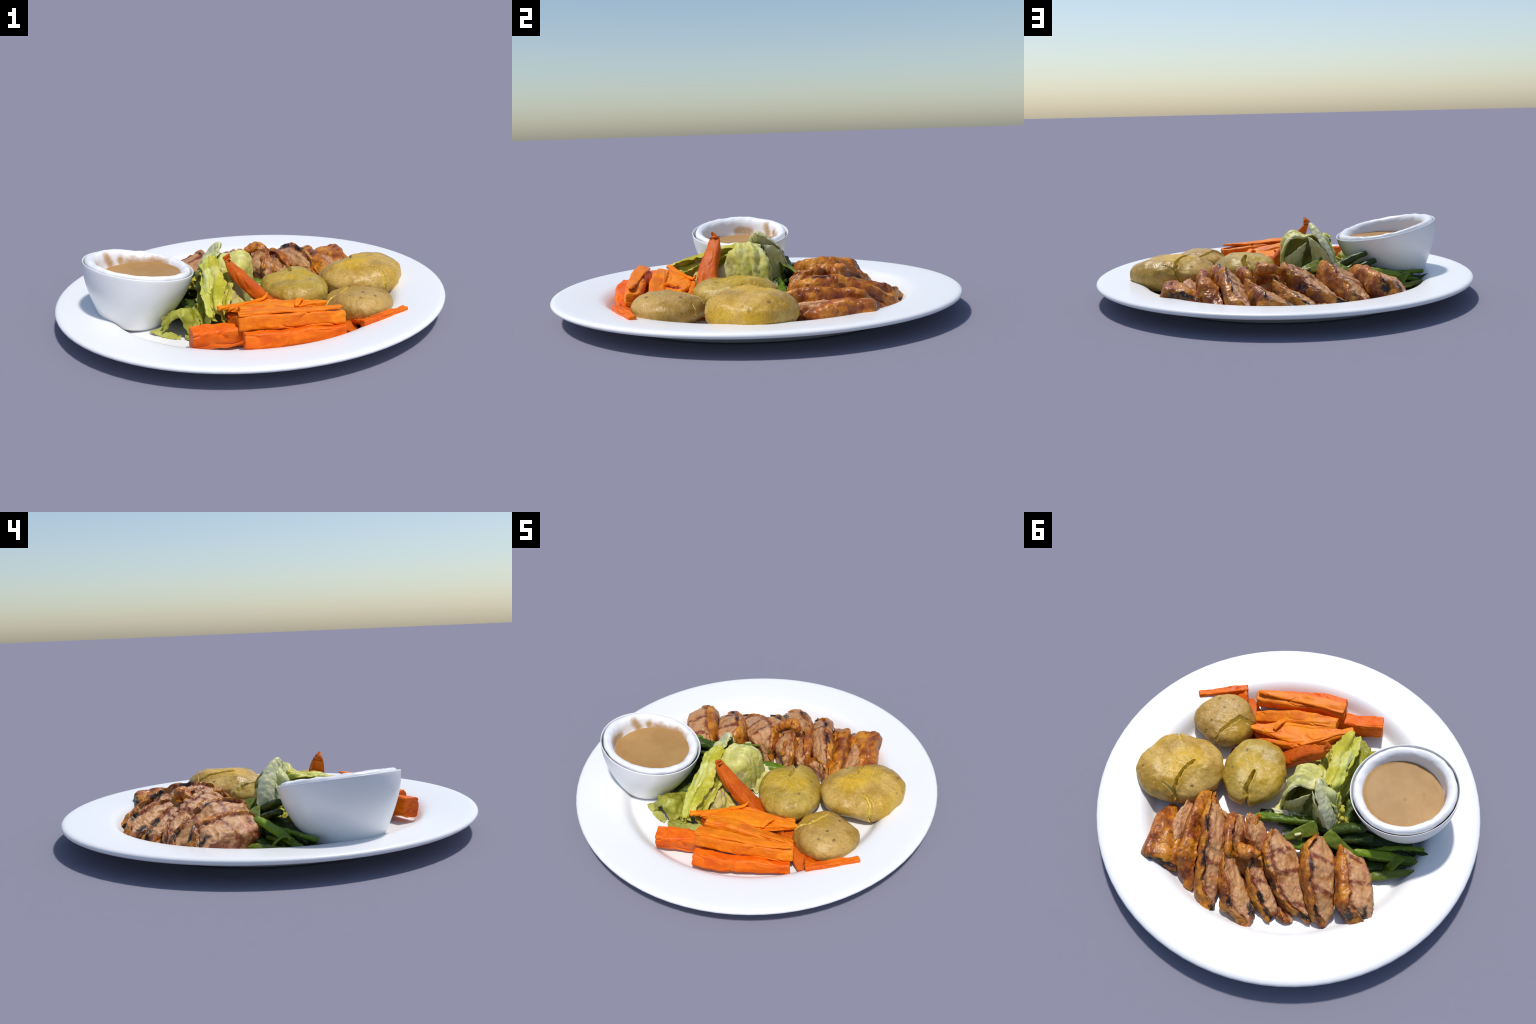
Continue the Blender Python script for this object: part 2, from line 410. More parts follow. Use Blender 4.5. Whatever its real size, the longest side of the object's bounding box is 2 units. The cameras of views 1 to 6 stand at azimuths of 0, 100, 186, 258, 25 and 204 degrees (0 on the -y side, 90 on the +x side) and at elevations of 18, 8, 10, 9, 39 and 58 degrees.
# ------------------------------------------------------------------ sauce bowl
BOWL_C = np.array([-0.5431, -0.1879, 0.3205])
BOWL_N = np.array([0.1885, 0.0599, 1.0]); BOWL_N /= np.linalg.norm(BOWL_N)
SAUCE_Z = 0.270
def build_bowl():
    ex = np.array([1, 0, 0]) - BOWL_N * BOWL_N[0]; ex /= np.linalg.norm(ex)
    ey = np.cross(BOWL_N, ex)
    M = np.stack([ex, ey, BOWL_N])
    def place(V): return V @ M
    R = 0.2755
    sq = (1.0, 0.2685 / R)
    bowl = add_object('sauce_bowl', None, loc=tuple(BOWL_C))
    tag(bowl, 'tilted white bowl with a thick rim filled with brown gravy', 'bowl')
    prof = [(0, -0.298), (0.10, -0.298), (0.138, -0.2965), (0.150, -0.291), (0.160, -0.280), (0.176, -0.254), (0.198, -0.215), (0.218, -0.178), (0.235, -0.143), (0.2495, -0.110),
            (0.261, -0.076), (0.2685, -0.046), (0.273, -0.018), (0.2750, -0.005), (0.2748, -0.001), (0.2735, 0.0006), (0.2715, 0.0), (0.2700, -0.003), (0.266, -0.024), (0.258, -0.06), (0.24, -0.10), (0.20, -0.16), (0.14, -0.22), (0, -0.23)]
    V, F = lathe(prof, 96, sq)
    F = orient(V, F)
    add_object('bowl_wall', make_mesh('bowl_wall', place(V), F, porcelain('bowl_porcelain')), bowl)
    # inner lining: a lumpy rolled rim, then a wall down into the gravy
    prof = catmull([(0.235, -0.060), (0.250, -0.030), (0.2585, -0.012), (0.2580, 0.002), (0.249, 0.0115), (0.236, 0.0120), (0.222, 0.004), (0.213, -0.010), (0.207, -0.030), (0.200, -0.060), (0.190, -0.085)], 44)
    V, F = lathe(prof, 180, sq)
    F = F
    N = vnormals(V, F)
    d = 0.0045 * fbm(V, 9, 2, 3) + 0.0016 * fbm(V, 30, 2, 4)
    wgt = smooth(-0.045, 0.0, V[:, 2])
    V = V + N * (d * wgt)[:, None]
    V[:, 2] += 0.0035 * fbm(V * np.array([1, 1, 0]), 13, 2, 9) * wgt
    n = Nodes('bowl_lining')
    wp = n.warp(18, 0.04)
    rel = lambda p: tuple(np.array(p) - BOWL_C)
    smears = [rel((-0.712, -0.075, 0.335)) + rel((-0.70, -0.06, 0.292)), rel((-0.655, -0.015, 0.296)) + rel((-0.655, -0.01, 0.276)),
              rel((-0.593, 0.018, 0.284)) + rel((-0.593, 0.012, 0.266)), rel((-0.53, 0.022, 0.276)) + rel((-0.42, -0.012, 0.268)), rel((-0.745, -0.18, 0.30)) + rel((-0.74, -0.25, 0.298)), rel((-0.63, 0.0, 0.276)) + rel((-0.52, 0.02, 0.266))]
    sm = n.near_any(wp, smears, 0.008, 0.038)
    c = n.mix(n.noise(6, 3), (0.83, 0.83, 0.86), (0.88, 0.88, 0.89))
    c = n.mix(n.math('MULTIPLY', sm, n.ramp(n.noise(40, 3, 0.6), [(0.3, 0.80), (0.6, 1.0)])), c, (0.50, 0.31, 0.145))
    mat = n.done(c, 0.3, n.bump(n.noise(18, 3), 0.2, 0.01), Coat_Weight=0.2)
    add_object('bowl_lining', make_mesh('bowl_lining', place(V), orient(V, F), mat), bowl)
    # gravy: level surface with a slight meniscus
    k, m = 60, 120
    r = np.linspace(0.002, 1, k)
    a = np.linspace(0, 2 * math.pi, m, endpoint=False)
    X = r[:, None] * np.cos(a) * 0.212
    Y = r[:, None] * np.sin(a) * 0.207
    Z = 0.004 * smooth(0.86, 1.0, r)[:, None] + 0 * X
    V = np.stack([X, Y, Z], -1).reshape(-1, 3)
    V[:, 2] += 0.0012 * fbm(V, 14, 2, 5) + 0.0030 * np.exp(-((V[:, 0] + 0.015) ** 2 + (V[:, 1] - 0.025) ** 2) / 0.00005) + 0.0022 * np.exp(-((V[:, 0] + 0.09) ** 2 + (V[:, 1] + 0.04) ** 2) / 0.00004)
    V[:, 2] += -0.03 * V[:, 0]
    V += np.array([-0.545, -0.188, SAUCE_Z]) - BOWL_C
    F = grid_faces(k, m)
    n = Nodes('gravy')
    c = n.mix(n.step(n.noise(7, 4, 0.6), 0.35, 0.65), (0.385, 0.213, 0.072), (0.435, 0.250, 0.090))
    c = n.mix(n.math('MULTIPLY', n.step(n.noise(90, 3, 0.6), 0.64, 0.74), 0.45), c, (0.60, 0.40, 0.21))
    fr = n.math('SUBTRACT', 1.0, n.step(n.voronoi(40), 0.05, 0.12))
    fr = n.math('MULTIPLY', fr, n.step(n.noise(12, 2), 0.5, 0.6))
    c = n.mix(n.math('MULTIPLY', fr, 0.6), c, (0.16, 0.08, 0.03))
    mat = n.done(c, 0.5, n.bump(n.noise(30, 3), 0.06, 0.004), Specular_IOR_Level=0.25)
    add_object('gravy', make_mesh('gravy', V, F, mat), bowl)

# ------------------------------------------------------------------ potatoes
def seg_d2(P, a, b):
    a, b = np.array(a), np.array(b)
    ab = b - a
    t = np.clip(((P - a) @ ab) / (ab @ ab + 1e-12), 0, 1)
    return np.linalg.norm(P - a - t[:, None] * ab, axis=1), t

def build_potato(label, center, radii, yaw, seed, cracks, skin_cols, yellow_spots, eyes, scratches, bulge=None, power=2.35):
    """cracks: list of (points [(x, y) local top plan], half_width, depth); local frame = world minus centre."""
    nu, nv = 230, 130
    u = np.linspace(0, 2 * math.pi, nu, endpoint=False)
    v = np.linspace(-math.pi / 2 + 1e-5, math.pi / 2 - 1e-5, nv)
    cv, sv = np.cos(v)[:, None], np.sin(v)[:, None]
    e = 2 / power
    rr = np.abs(cv) ** e
    zz = np.sign(sv) * np.abs(sv) ** e
    X = rr * np.cos(u)[None] ; Y = rr * np.sin(u)[None]; Z = zz + 0 * X
    V = np.stack([X * radii[0], Y * radii[1], Z * radii[2]], -1).reshape(-1, 3)
    c, s = math.cos(yaw), math.sin(yaw)
    V = V @ np.array([[c, s, 0], [-s, c, 0], [0, 0, 1]])
    F = grid_faces(nv, nu)
    N = vnormals(V, F)
    V = V + N * (0.016 * fbm(V, 5.5, 2, seed) + 0.0045 * fbm(V, 13, 2, seed + 2) + 0.0022 * fbm(V, 26, 2, seed + 1))[:, None]
    if bulge is not None:
        V = bulge(V)
    d_all = np.full(len(V), 9.0)
    Vn = V + 0.006 * np.stack([fbm(V, 28, 2, seed + 5), fbm(V, 28, 2, seed + 6), 0 * V[:, 0]], -1)
    for pts, hw, depth, zmin in cracks:
        best = np.full(len(V), 9.0); tt = np.zeros(len(V))
        for i in range(len(pts) - 1):
            d, t = seg_d2(Vn[:, :2], pts[i], pts[i + 1])
            w = (i + t) / (len(pts) - 1)
            up = d < best
            best[up] = d[up]; tt[up] = w[up]
        wid = hw * np.interp(tt, np.linspace(0, 1, len(pts)), np.linspace(0.35, 1.0, len(pts)))
        ok = V[:, 2] > zmin
        g = np.exp(-(best / (wid * 0.62)) ** 2) * ok
        lip = np.exp(-((best - wid * 1.6) / (wid * 0.8)) ** 2) * ok
        V = V - N * (depth * g - 0.05 * depth * lip)[:, None]
        d_all = np.minimum(d_all, np.where(ok, best / wid, 9.0))
    zlo = V[:, 2].min()
    V[:, 2] = np.maximum(V[:, 2], -radii[2] * 0.985)
    thing = add_object('boiled_potato', None, loc=tuple(center))
    tag(thing, label, 'potato')
    F = orient(V, F)
    fm = (d_all[F].mean(1) < 0.80).astype(int)
    skin = potato_skin_material('potato_skin_%d' % seed, seed, *skin_cols, yellow_spots, eyes, scratches)
    n = Nodes('potato_flesh_%d' % seed)
    fc = n.mix(n.noise(20, 3), (0.62, 0.44, 0.03), (0.74, 0.58, 0.14))
    flesh = n.done(fc, 0.5, n.bump(n.noise(70, 3), 0.4, 0.006))
    split_by_region(thing, V, F, fm, ['potato_skin', 'potato_flesh'], [skin, flesh])

def build_potatoes():
    # large one on the right
    build_potato('large boiled potato with split golden brown skin', (0.590, 0.092, 0.118), (0.234, 0.196, 0.092), 0.50, 1,
        [([(-0.072, -0.028), (-0.044, 0.045), (-0.043, 0.104), (-0.049, 0.152), (-0.064, 0.176), (-0.106, 0.200), (-0.135, 0.215)], 0.012, 0.034, -0.03),
         ([(0.025, 0.156), (-0.015, 0.156), (-0.049, 0.168)], 0.006, 0.008, 0.0),
         ([(0.033, -0.108), (0.066, -0.129), (0.100, -0.155), (0.110, -0.22)], 0.011, 0.022, -0.05)],
        ((0.40, 0.225, 0.024), (0.61, 0.395, 0.100), (0.68, 0.40, 0.010)),
        [(-0.06, -0.04, 0.09, 0.0, 0.03, 0.10), (0.0, 0.06, 0.09), (0.15, -0.08, 0.0), (0.20, 0.05, -0.02)], [(0.164, 0.106, 0.05), (-0.121, 0.097, 0.06), (0.19, 0.0, 0.03), (0.21, 0.03, 0.02), (0.0, -0.17, 0.02)],
        [(0.04, 0.007, 0.092, 0.032, 0.141, 0.085), (-0.06, -0.05, 0.092, -0.02, -0.10, 0.085), (0.10, 0.02, 0.085, 0.09, 0.10, 0.08)],
        bulge=lambda V: V + np.stack([0 * V[:, 0], 0 * V[:, 0], 0.055 * V[:, 0] * smooth(-0.05, 0.05, V[:, 2])], -1))
    # middle one with a deep notch
    build_potato('round boiled potato with a deep split', (0.229, -0.060, 0.1125), (0.170, 0.200, 0.0875), 0.15, 2,
        [([(-0.015, 0.038), (-0.019, 0.101), (-0.022, 0.147), (-0.041, 0.186), (-0.055, 0.230)], 0.017, 0.050, -0.06),
         ([(0.028, 0.124), (-0.005, 0.134)], 0.004, 0.005, 0.0)],
        ((0.36, 0.225, 0.019), (0.54, 0.370, 0.078), (0.55, 0.345, 0.008)),
        [(0.03, 0.0, 0.08, -0.08, 0.02, 0.08)], [(0.04, -0.175, 0.02), (0.08, -0.07, 0.06), (0.10, 0.06, 0.05)],
        [(-0.005, 0.03, 0.084, -0.012, -0.059, 0.08), (-0.012, 0.033, 0.084, -0.062, -0.037, 0.08), (-0.023, 0.008, 0.084, -0.065, -0.065, 0.076), (-0.046, 0.023, 0.082, -0.101, -0.037, 0.07), (0.002, 0.027, 0.084, 0.071, -0.032, 0.078), (0.058, -0.018, 0.08, 0.03, 0.015, 0.084), (-0.031, 0.037, 0.083, -0.107, 0.0, 0.072), (-0.014, -0.054, 0.082, -0.048, -0.111, 0.07), (0.03, -0.052, 0.081, 0.006, -0.118, 0.07)])
    # front one with a broken top
    build_potato('small boiled potato with cracked rough skin', (0.528, -0.300, 0.102), (0.168, 0.160, 0.076), 0.0, 3,
        [([(0.049, 0.125), (0.069, 0.162)], 0.009, 0.010, -0.02),
         ([(-0.027, 0.158), (-0.032, 0.100), (-0.066, 0.031), (-0.089, -0.013), (-0.130, -0.013), (-0.185, -0.045)], 0.014, 0.020, -0.05)],
        ((0.34, 0.185, 0.023), (0.53, 0.330, 0.090), (0.51, 0.29, 0.012)),
        [(-0.06, 0.05, 0.07, -0.10, 0.06, 0.05)], [(0.072, -0.077, 0.055), (-0.001, -0.098, 0.055), (0.046, 0.075, 0.06), (0.02, -0.03, 0.07)],
        [])

# ------------------------------------------------------------------ carrots
CARROTS = [
    # label, stations (x, y, z, width, height, roll), squareness, colour set
    ('thick carrot stick lying at the front of the pile', [(-0.028, -0.684, 0.100, 0.070, 0.086, 12), (0.10, -0.662, 0.094, 0.072, 0.076, 8), (0.28, -0.602, 0.084, 0.070, 0.066, 8), (0.425, -0.545, 0.074, 0.060, 0.054, 8)], 5, 0),
    ('long carrot stick stacked on the pile', [(-0.052, -0.600, 0.150, 0.080, 0.078, 14), (0.10, -0.578, 0.150, 0.085, 0.080, 12), (0.28, -0.538, 0.138, 0.082, 0.074, 10), (0.425, -0.495, 0.126, 0.074, 0.066, 10)], 5, 1),
    ('thin carrot slice on top of a stick', [(-0.050, -0.596, 0.196, 0.066, 0.018, 10), (0.12, -0.570, 0.194, 0.060, 0.016, 8), (0.30, -0.538, 0.178, 0.045, 0.015, 4), (0.42, -0.510, 0.178, 0.022, 0.012, -4)], 4, 2),
    ('carrot stick in the middle of the pile', [(-0.050, -0.495, 0.150, 0.084, 0.080, 8), (0.10, -0.476, 0.140, 0.088, 0.082, 10), (0.24, -0.445, 0.112, 0.082, 0.070, 14), (0.385, -0.400, 0.082, 0.070, 0.045, 14)], 4.5, 1),
    ('leaf shaped carrot slab on the pile', [(-0.105, -0.455, 0.168, 0.045, 0.030, 8), (0.00, -0.412, 0.150, 0.110, 0.040, 8), (0.10, -0.372, 0.138, 0.130, 0.042, 6), (0.22, -0.350, 0.128, 0.105, 0.038, 4), (0.31, -0.325, 0.126, 0.055, 0.034, 0), (0.375, -0.305, 0.119, 0.020, 0.022, 0)], 4, 2),
    ('thin curled carrot strip', [(-0.147, -0.488, 0.188, 0.036, 0.022, 0), (-0.08, -0.440, 0.176, 0.032, 0.020, 0), (0.0, -0.365, 0.164, 0.022, 0.018, 0), (0.060, -0.310, 0.160, 0.018, 0.016, 0), (0.086, -0.287, 0.178, 0.010, 0.010, 0)], 3, 2),
    ('small carrot sliver lying across the slab', [(0.222, -0.405, 0.150, 0.022, 0.018, 0), (0.232, -0.375, 0.167, 0.028, 0.014, 0), (0.245, -0.338, 0.155, 0.026, 0.014, 0)], 4, 2),
    ('curved carrot strip beside the potatoes', [(0.330, -0.246, 0.085, 0.026, 0.045, 0), (0.22, -0.285, 0.092, 0.030, 0.070, -10), (0.10, -0.300, 0.112, 0.032, 0.075, -14), (0.0, -0.335, 0.128, 0.030, 0.05, -14)], 3.5, 1),
    ('short thick carrot chunk', [(-0.268, -0.632, 0.098, 0.090, 0.100, -6), (-0.18, -0.608, 0.096, 0.090, 0.100, -6), (-0.10, -0.590, 0.092, 0.086, 0.096, -4), (0.02, -0.565, 0.085, 0.080, 0.090, 0)], 5, 0),
    ('slim carrot stick reaching over the rim', [(0.520, -0.540, 0.100, 0.040, 0.042, 0), (0.62, -0.478, 0.104, 0.040, 0.040, 0), (0.738, -0.392, 0.104, 0.036, 0.034, 0)], 5, 0),
    ('flat carrot slab under the stick', [(0.545, -0.515, 0.090, 0.080, 0.020, -20), (0.535, -0.470, 0.072, 0.110, 0.020, -20), (0.52, -0.41, 0.050, 0.10, 0.02, -10)], 4, 0),
    ('flat carrot slab beside the potato', [(0.485, -0.520, 0.050, 0.050, 0.026, 0), (0.44, -0.45, 0.062, 0.085, 0.030, 0), (0.36, -0.36, 0.075, 0.095, 0.030, 0), (0.30, -0.30, 0.075, 0.06, 0.030, 0)], 4, 3),
    ('upright pointed carrot wedge', [(-0.094, -0.240, 0.370, 0.016, 0.012, 0), (-0.103, -0.232, 0.352, 0.042, 0.022, 0), (-0.099, -0.230, 0.325, 0.062, 0.034, 0), (-0.070, -0.232, 0.278, 0.074, 0.054, 0), (-0.032, -0.238, 0.235, 0.082, 0.060, 0), (0.022, -0.240, 0.180, 0.096, 0.066, 0), (0.085, -0.232, 0.115, 0.104, 0.060, 0), (0.140, -0.218, 0.065, 0.090, 0.050, 0)], 3.4, 3),
    ('broken carrot piece under the slab', [(-0.11, -0.44, 0.115, 0.05, 0.07, 0), (0.02, -0.40, 0.105, 0.09, 0.08, 0), (0.2, -0.345, 0.085, 0.09, 0.07, 0), (0.3, -0.32, 0.075, 0.06, 0.05, 0)], 4, 3),
]
def build_carrots():
    cols = [((0.86, 0.165, 0.004), (0.92, 0.26, 0.010), (0.72, 0.100, 0.003)),
            ((0.85, 0.235, 0.005), (0.93, 0.38, 0.022), (0.72, 0.140, 0.004)),
            ((0.92, 0.255, 0.005), (0.95, 0.39, 0.016), (0.82, 0.175, 0.004)),
            ((0.62, 0.125, 0.006), (0.72, 0.20, 0.012), (0.50, 0.075, 0.004))]
    for i, (label, st, p, ci) in enumerate(CARROTS):
        V, F = sweep(st, p=p * 1.05, res=0.0034, cap=0.007)
        F = orient(V, F)
        V = V + 0.009 * np.stack([0 * V[:, 0], fbm(V, 6, 2, i + 90), fbm(V, 6, 2, i + 95)], -1) * smooth(0.01, 0.05, min(q[3] for q in st))
        N = vnormals(V, F)
        c = V.mean(0)
        ax = np.array(st[-1][:3]) - np.array(st[0][:3]); ax /= np.linalg.norm(ax)
        Q = V - (V @ ax)[:, None] * ax * 0.72           # long features along the stick
        d = 0.0036 * fbm(V, 11, 2, i) + 0.0026 * fbm(Q, 34, 2, i + 30) + 0.0009 * fbm(V, 70, 2, i + 60)
        d = d - 0.0050 * np.clip(ridged(Q, 20, i + 3) - 0.80, 0, 1) * 5
        thin = min(s[4] for s in st)
        V = V + N * (d * min(1, thin / 0.03 + 0.35))[:, None]
        V[:, 2] = np.maximum(V[:, 2], FLOOR + 0.003)
        me = make_mesh('carrot_piece', V - c, F, carrot_material('carrot_%d' % i, *cols[ci], i))
        ob = add_object('carrot_piece', me, loc=tuple(c))
        tag(ob, label, 'carrot')

# ------------------------------------------------------------------ chicken
CHICKEN = {
 'S1': [(0.551, 0.308, 0.51, 0.284, 0.085), (0.568, 0.39, 0.461, 0.359, 0.12), (0.547, 0.48, 0.4, 0.433, 0.14), (0.532, 0.562, 0.382, 0.5, 0.135), (0.51, 0.612, 0.349, 0.559, 0.13), (0.446, 0.614, 0.345, 0.59, 0.105)],
 'S1b': [(0.474, 0.216, 0.43, 0.212, 0.12), (0.477, 0.295, 0.406, 0.281, 0.125), (0.481, 0.37, 0.394, 0.362, 0.125), (0.435, 0.452, 0.388, 0.444, 0.115), (0.39, 0.51, 0.369, 0.501, 0.1)],
 'S2': [(0.428, 0.178, 0.365, 0.136, 0.14), (0.415, 0.26, 0.338, 0.223, 0.17), (0.4, 0.347, 0.315, 0.327, 0.172), (0.38, 0.442, 0.291, 0.42, 0.165), (0.355, 0.534, 0.251, 0.507, 0.145), (0.336, 0.584, 0.237, 0.569, 0.115), (0.271, 0.638, 0.219, 0.628, 0.06)],
 'S2b': [(0.373, 0.148, 0.343, 0.143, 0.1), (0.35, 0.203, 0.297, 0.191, 0.12), (0.306, 0.237, 0.22, 0.215, 0.13), (0.276, 0.269, 0.219, 0.255, 0.12)],
 'S3': [(0.354, 0.251, 0.288, 0.206, 0.19), (0.327, 0.337, 0.206, 0.302, 0.205), (0.282, 0.432, 0.159, 0.404, 0.2), (0.249, 0.531, 0.138, 0.47, 0.17), (0.221, 0.62, 0.107, 0.555, 0.13), (0.191, 0.667, 0.089, 0.626, 0.09), (0.148, 0.703, 0.076, 0.686, 0.06)],
 'S4u': [(0.222, 0.258, 0.154, 0.204, 0.165), (0.208, 0.322, 0.111, 0.266, 0.185), (0.175, 0.374, 0.101, 0.358, 0.18), (0.138, 0.434, 0.105, 0.413, 0.165)],
 'S4': [(0.166, 0.391, 0.12, 0.384, 0.16), (0.142, 0.486, 0.069, 0.447, 0.15), (0.112, 0.556, 0.002, 0.506, 0.14), (0.069, 0.627, -0.061, 0.57, 0.115), (0.025, 0.678, -0.107, 0.603, 0.095), (-0.043, 0.692, -0.121, 0.644, 0.075), (-0.075, 0.708, -0.121, 0.691, 0.05)],
 'S5u': [(0.119, 0.223, 0.075, 0.183, 0.18), (0.115, 0.281, 0.023, 0.212, 0.2), (0.102, 0.331, -0.011, 0.252, 0.2), (0.058, 0.369, -0.015, 0.341, 0.17)],
 'S5': [(0.008, 0.409, -0.028, 0.38, 0.155), (0.009, 0.48, -0.071, 0.431, 0.145), (-0.018, 0.522, -0.116, 0.473, 0.125), (-0.067, 0.57, -0.175, 0.519, 0.1), (-0.115, 0.606, -0.214, 0.562, 0.08), (-0.169, 0.63, -0.198, 0.616, 0.05)],
 'S5t': [(-0.203, 0.565, -0.232, 0.536, 0.06), (-0.219, 0.597, -0.274, 0.549, 0.065), (-0.247, 0.606, -0.295, 0.569, 0.055)],
 'S6': [(-0.017, 0.256, -0.073, 0.216, 0.17), (-0.015, 0.335, -0.159, 0.255, 0.195), (-0.055, 0.399, -0.212, 0.302, 0.18), (-0.101, 0.443, -0.248, 0.367, 0.155), (-0.149, 0.491, -0.286, 0.423, 0.125), (-0.199, 0.532, -0.322, 0.473, 0.1), (-0.266, 0.546, -0.362, 0.521, 0.08), (-0.337, 0.556, -0.375, 0.537, 0.055)],
 'S7': [(-0.224, 0.197, -0.284, 0.15, 0.18), (-0.195, 0.254, -0.34, 0.195, 0.195), (-0.236, 0.342, -0.392, 0.271, 0.195), (-0.268, 0.412, -0.419, 0.346, 0.17), (-0.315, 0.472, -0.451, 0.417, 0.135), (-0.369, 0.524, -0.467, 0.478, 0.09), (-0.415, 0.545, -0.455, 0.53, 0.06)],
 'S8': [(-0.354, 0.169, -0.406, 0.133, 0.15), (-0.367, 0.215, -0.499, 0.153, 0.165), (-0.399, 0.297, -0.559, 0.213, 0.175), (-0.43, 0.368, -0.598, 0.28, 0.175), (-0.462, 0.433, -0.624, 0.349, 0.16), (-0.512, 0.464, -0.648, 0.403, 0.13), (-0.564, 0.485, -0.652, 0.432, 0.085)],
}
# how far across (0 = high skin side, 1 = low cut side) the skin reaches
SKIN_REACH = {'S1': 1.15, 'S1b': -0.1, 'S2': 0.85, 'S2b': 0.35, 'S3': 0.30, 'S4u': 0.40, 'S4': 0.20, 'S5u': 0.12, 'S5': 0.20, 'S5t': 0.5, 'S6': 0.14, 'S7': 0.19, 'S8': 0.27}
BARS = {'S8': [(-0.486, 0.326, 0.17, -0.579, 0.269, 0.12), (-0.431, 0.191, 0.15, -0.48, 0.19, 0.13)], 'S7': [(-0.271, 0.283, 0.19, -0.37, 0.269, 0.14), (-0.335, 0.421, 0.16, -0.44, 0.41, 0.11)],
        'S6': [(-0.08, 0.363, 0.19, -0.138, 0.292, 0.16), (-0.16, 0.428, 0.16, -0.228, 0.353, 0.13), (-0.272, 0.521, 0.09, -0.331, 0.494, 0.08)], 'S5': [(-0.05, 0.512, 0.13, -0.102, 0.47, 0.11)],
        'S3': [(0.192, 0.525, 0.17, 0.128, 0.496, 0.15), (0.143, 0.634, 0.12, 0.095, 0.587, 0.1)], 'S2': [(0.39, 0.45, 0.15, 0.29, 0.43, 0.16)]}
# burnt patches: short strokes (start, end)
SPOTS = {'S4': [(0.035, 0.640, 0.105, 0.005, 0.668, 0.095), (-0.07, 0.60, 0.085, -0.10, 0.64, 0.07)],
         'S7': [(-0.375, 0.50, 0.10, -0.405, 0.53, 0.075), (-0.262, 0.320, 0.19, -0.29, 0.345, 0.185)],
         'S8': [(-0.520, 0.455, 0.145, -0.545, 0.48, 0.12), (-0.595, 0.415, 0.115, -0.612, 0.436, 0.10)],
         'S6': [(-0.32, 0.548, 0.07, -0.365, 0.548, 0.055), (-0.125, 0.475, 0.13, -0.155, 0.50, 0.115)],
         'S5': [(-0.165, 0.61, 0.07, -0.195, 0.62, 0.05), (-0.10, 0.555, 0.105, -0.125, 0.575, 0.095)],
         'S1': [(0.475, 0.625, 0.105, 0.40, 0.612, 0.115), (0.40, 0.612, 0.115, 0.35, 0.60, 0.11)],
         'S2': [(0.41, 0.135, 0.11, 0.37, 0.125, 0.09)],
         'S3': [(0.225, 0.50, 0.185, 0.205, 0.545, 0.17), (0.083, 0.683, 0.06, 0.095, 0.70, 0.05), (0.295, 0.335, 0.2, 0.275, 0.38, 0.2)],
         'S5u': [(0.04, 0.36, 0.15, 0.01, 0.36, 0.13)]}

# how much taller the near and far ends stand than the plain estimate
HEIGHT = {'S4': (1.0, 1.12), 'S5': (1.0, 1.12), 'S5u': (1.0, 1.05), 'S6': (1.05, 1.16), 'S7': (1.06, 1.06), 'S8': (1.03, 1.02)}

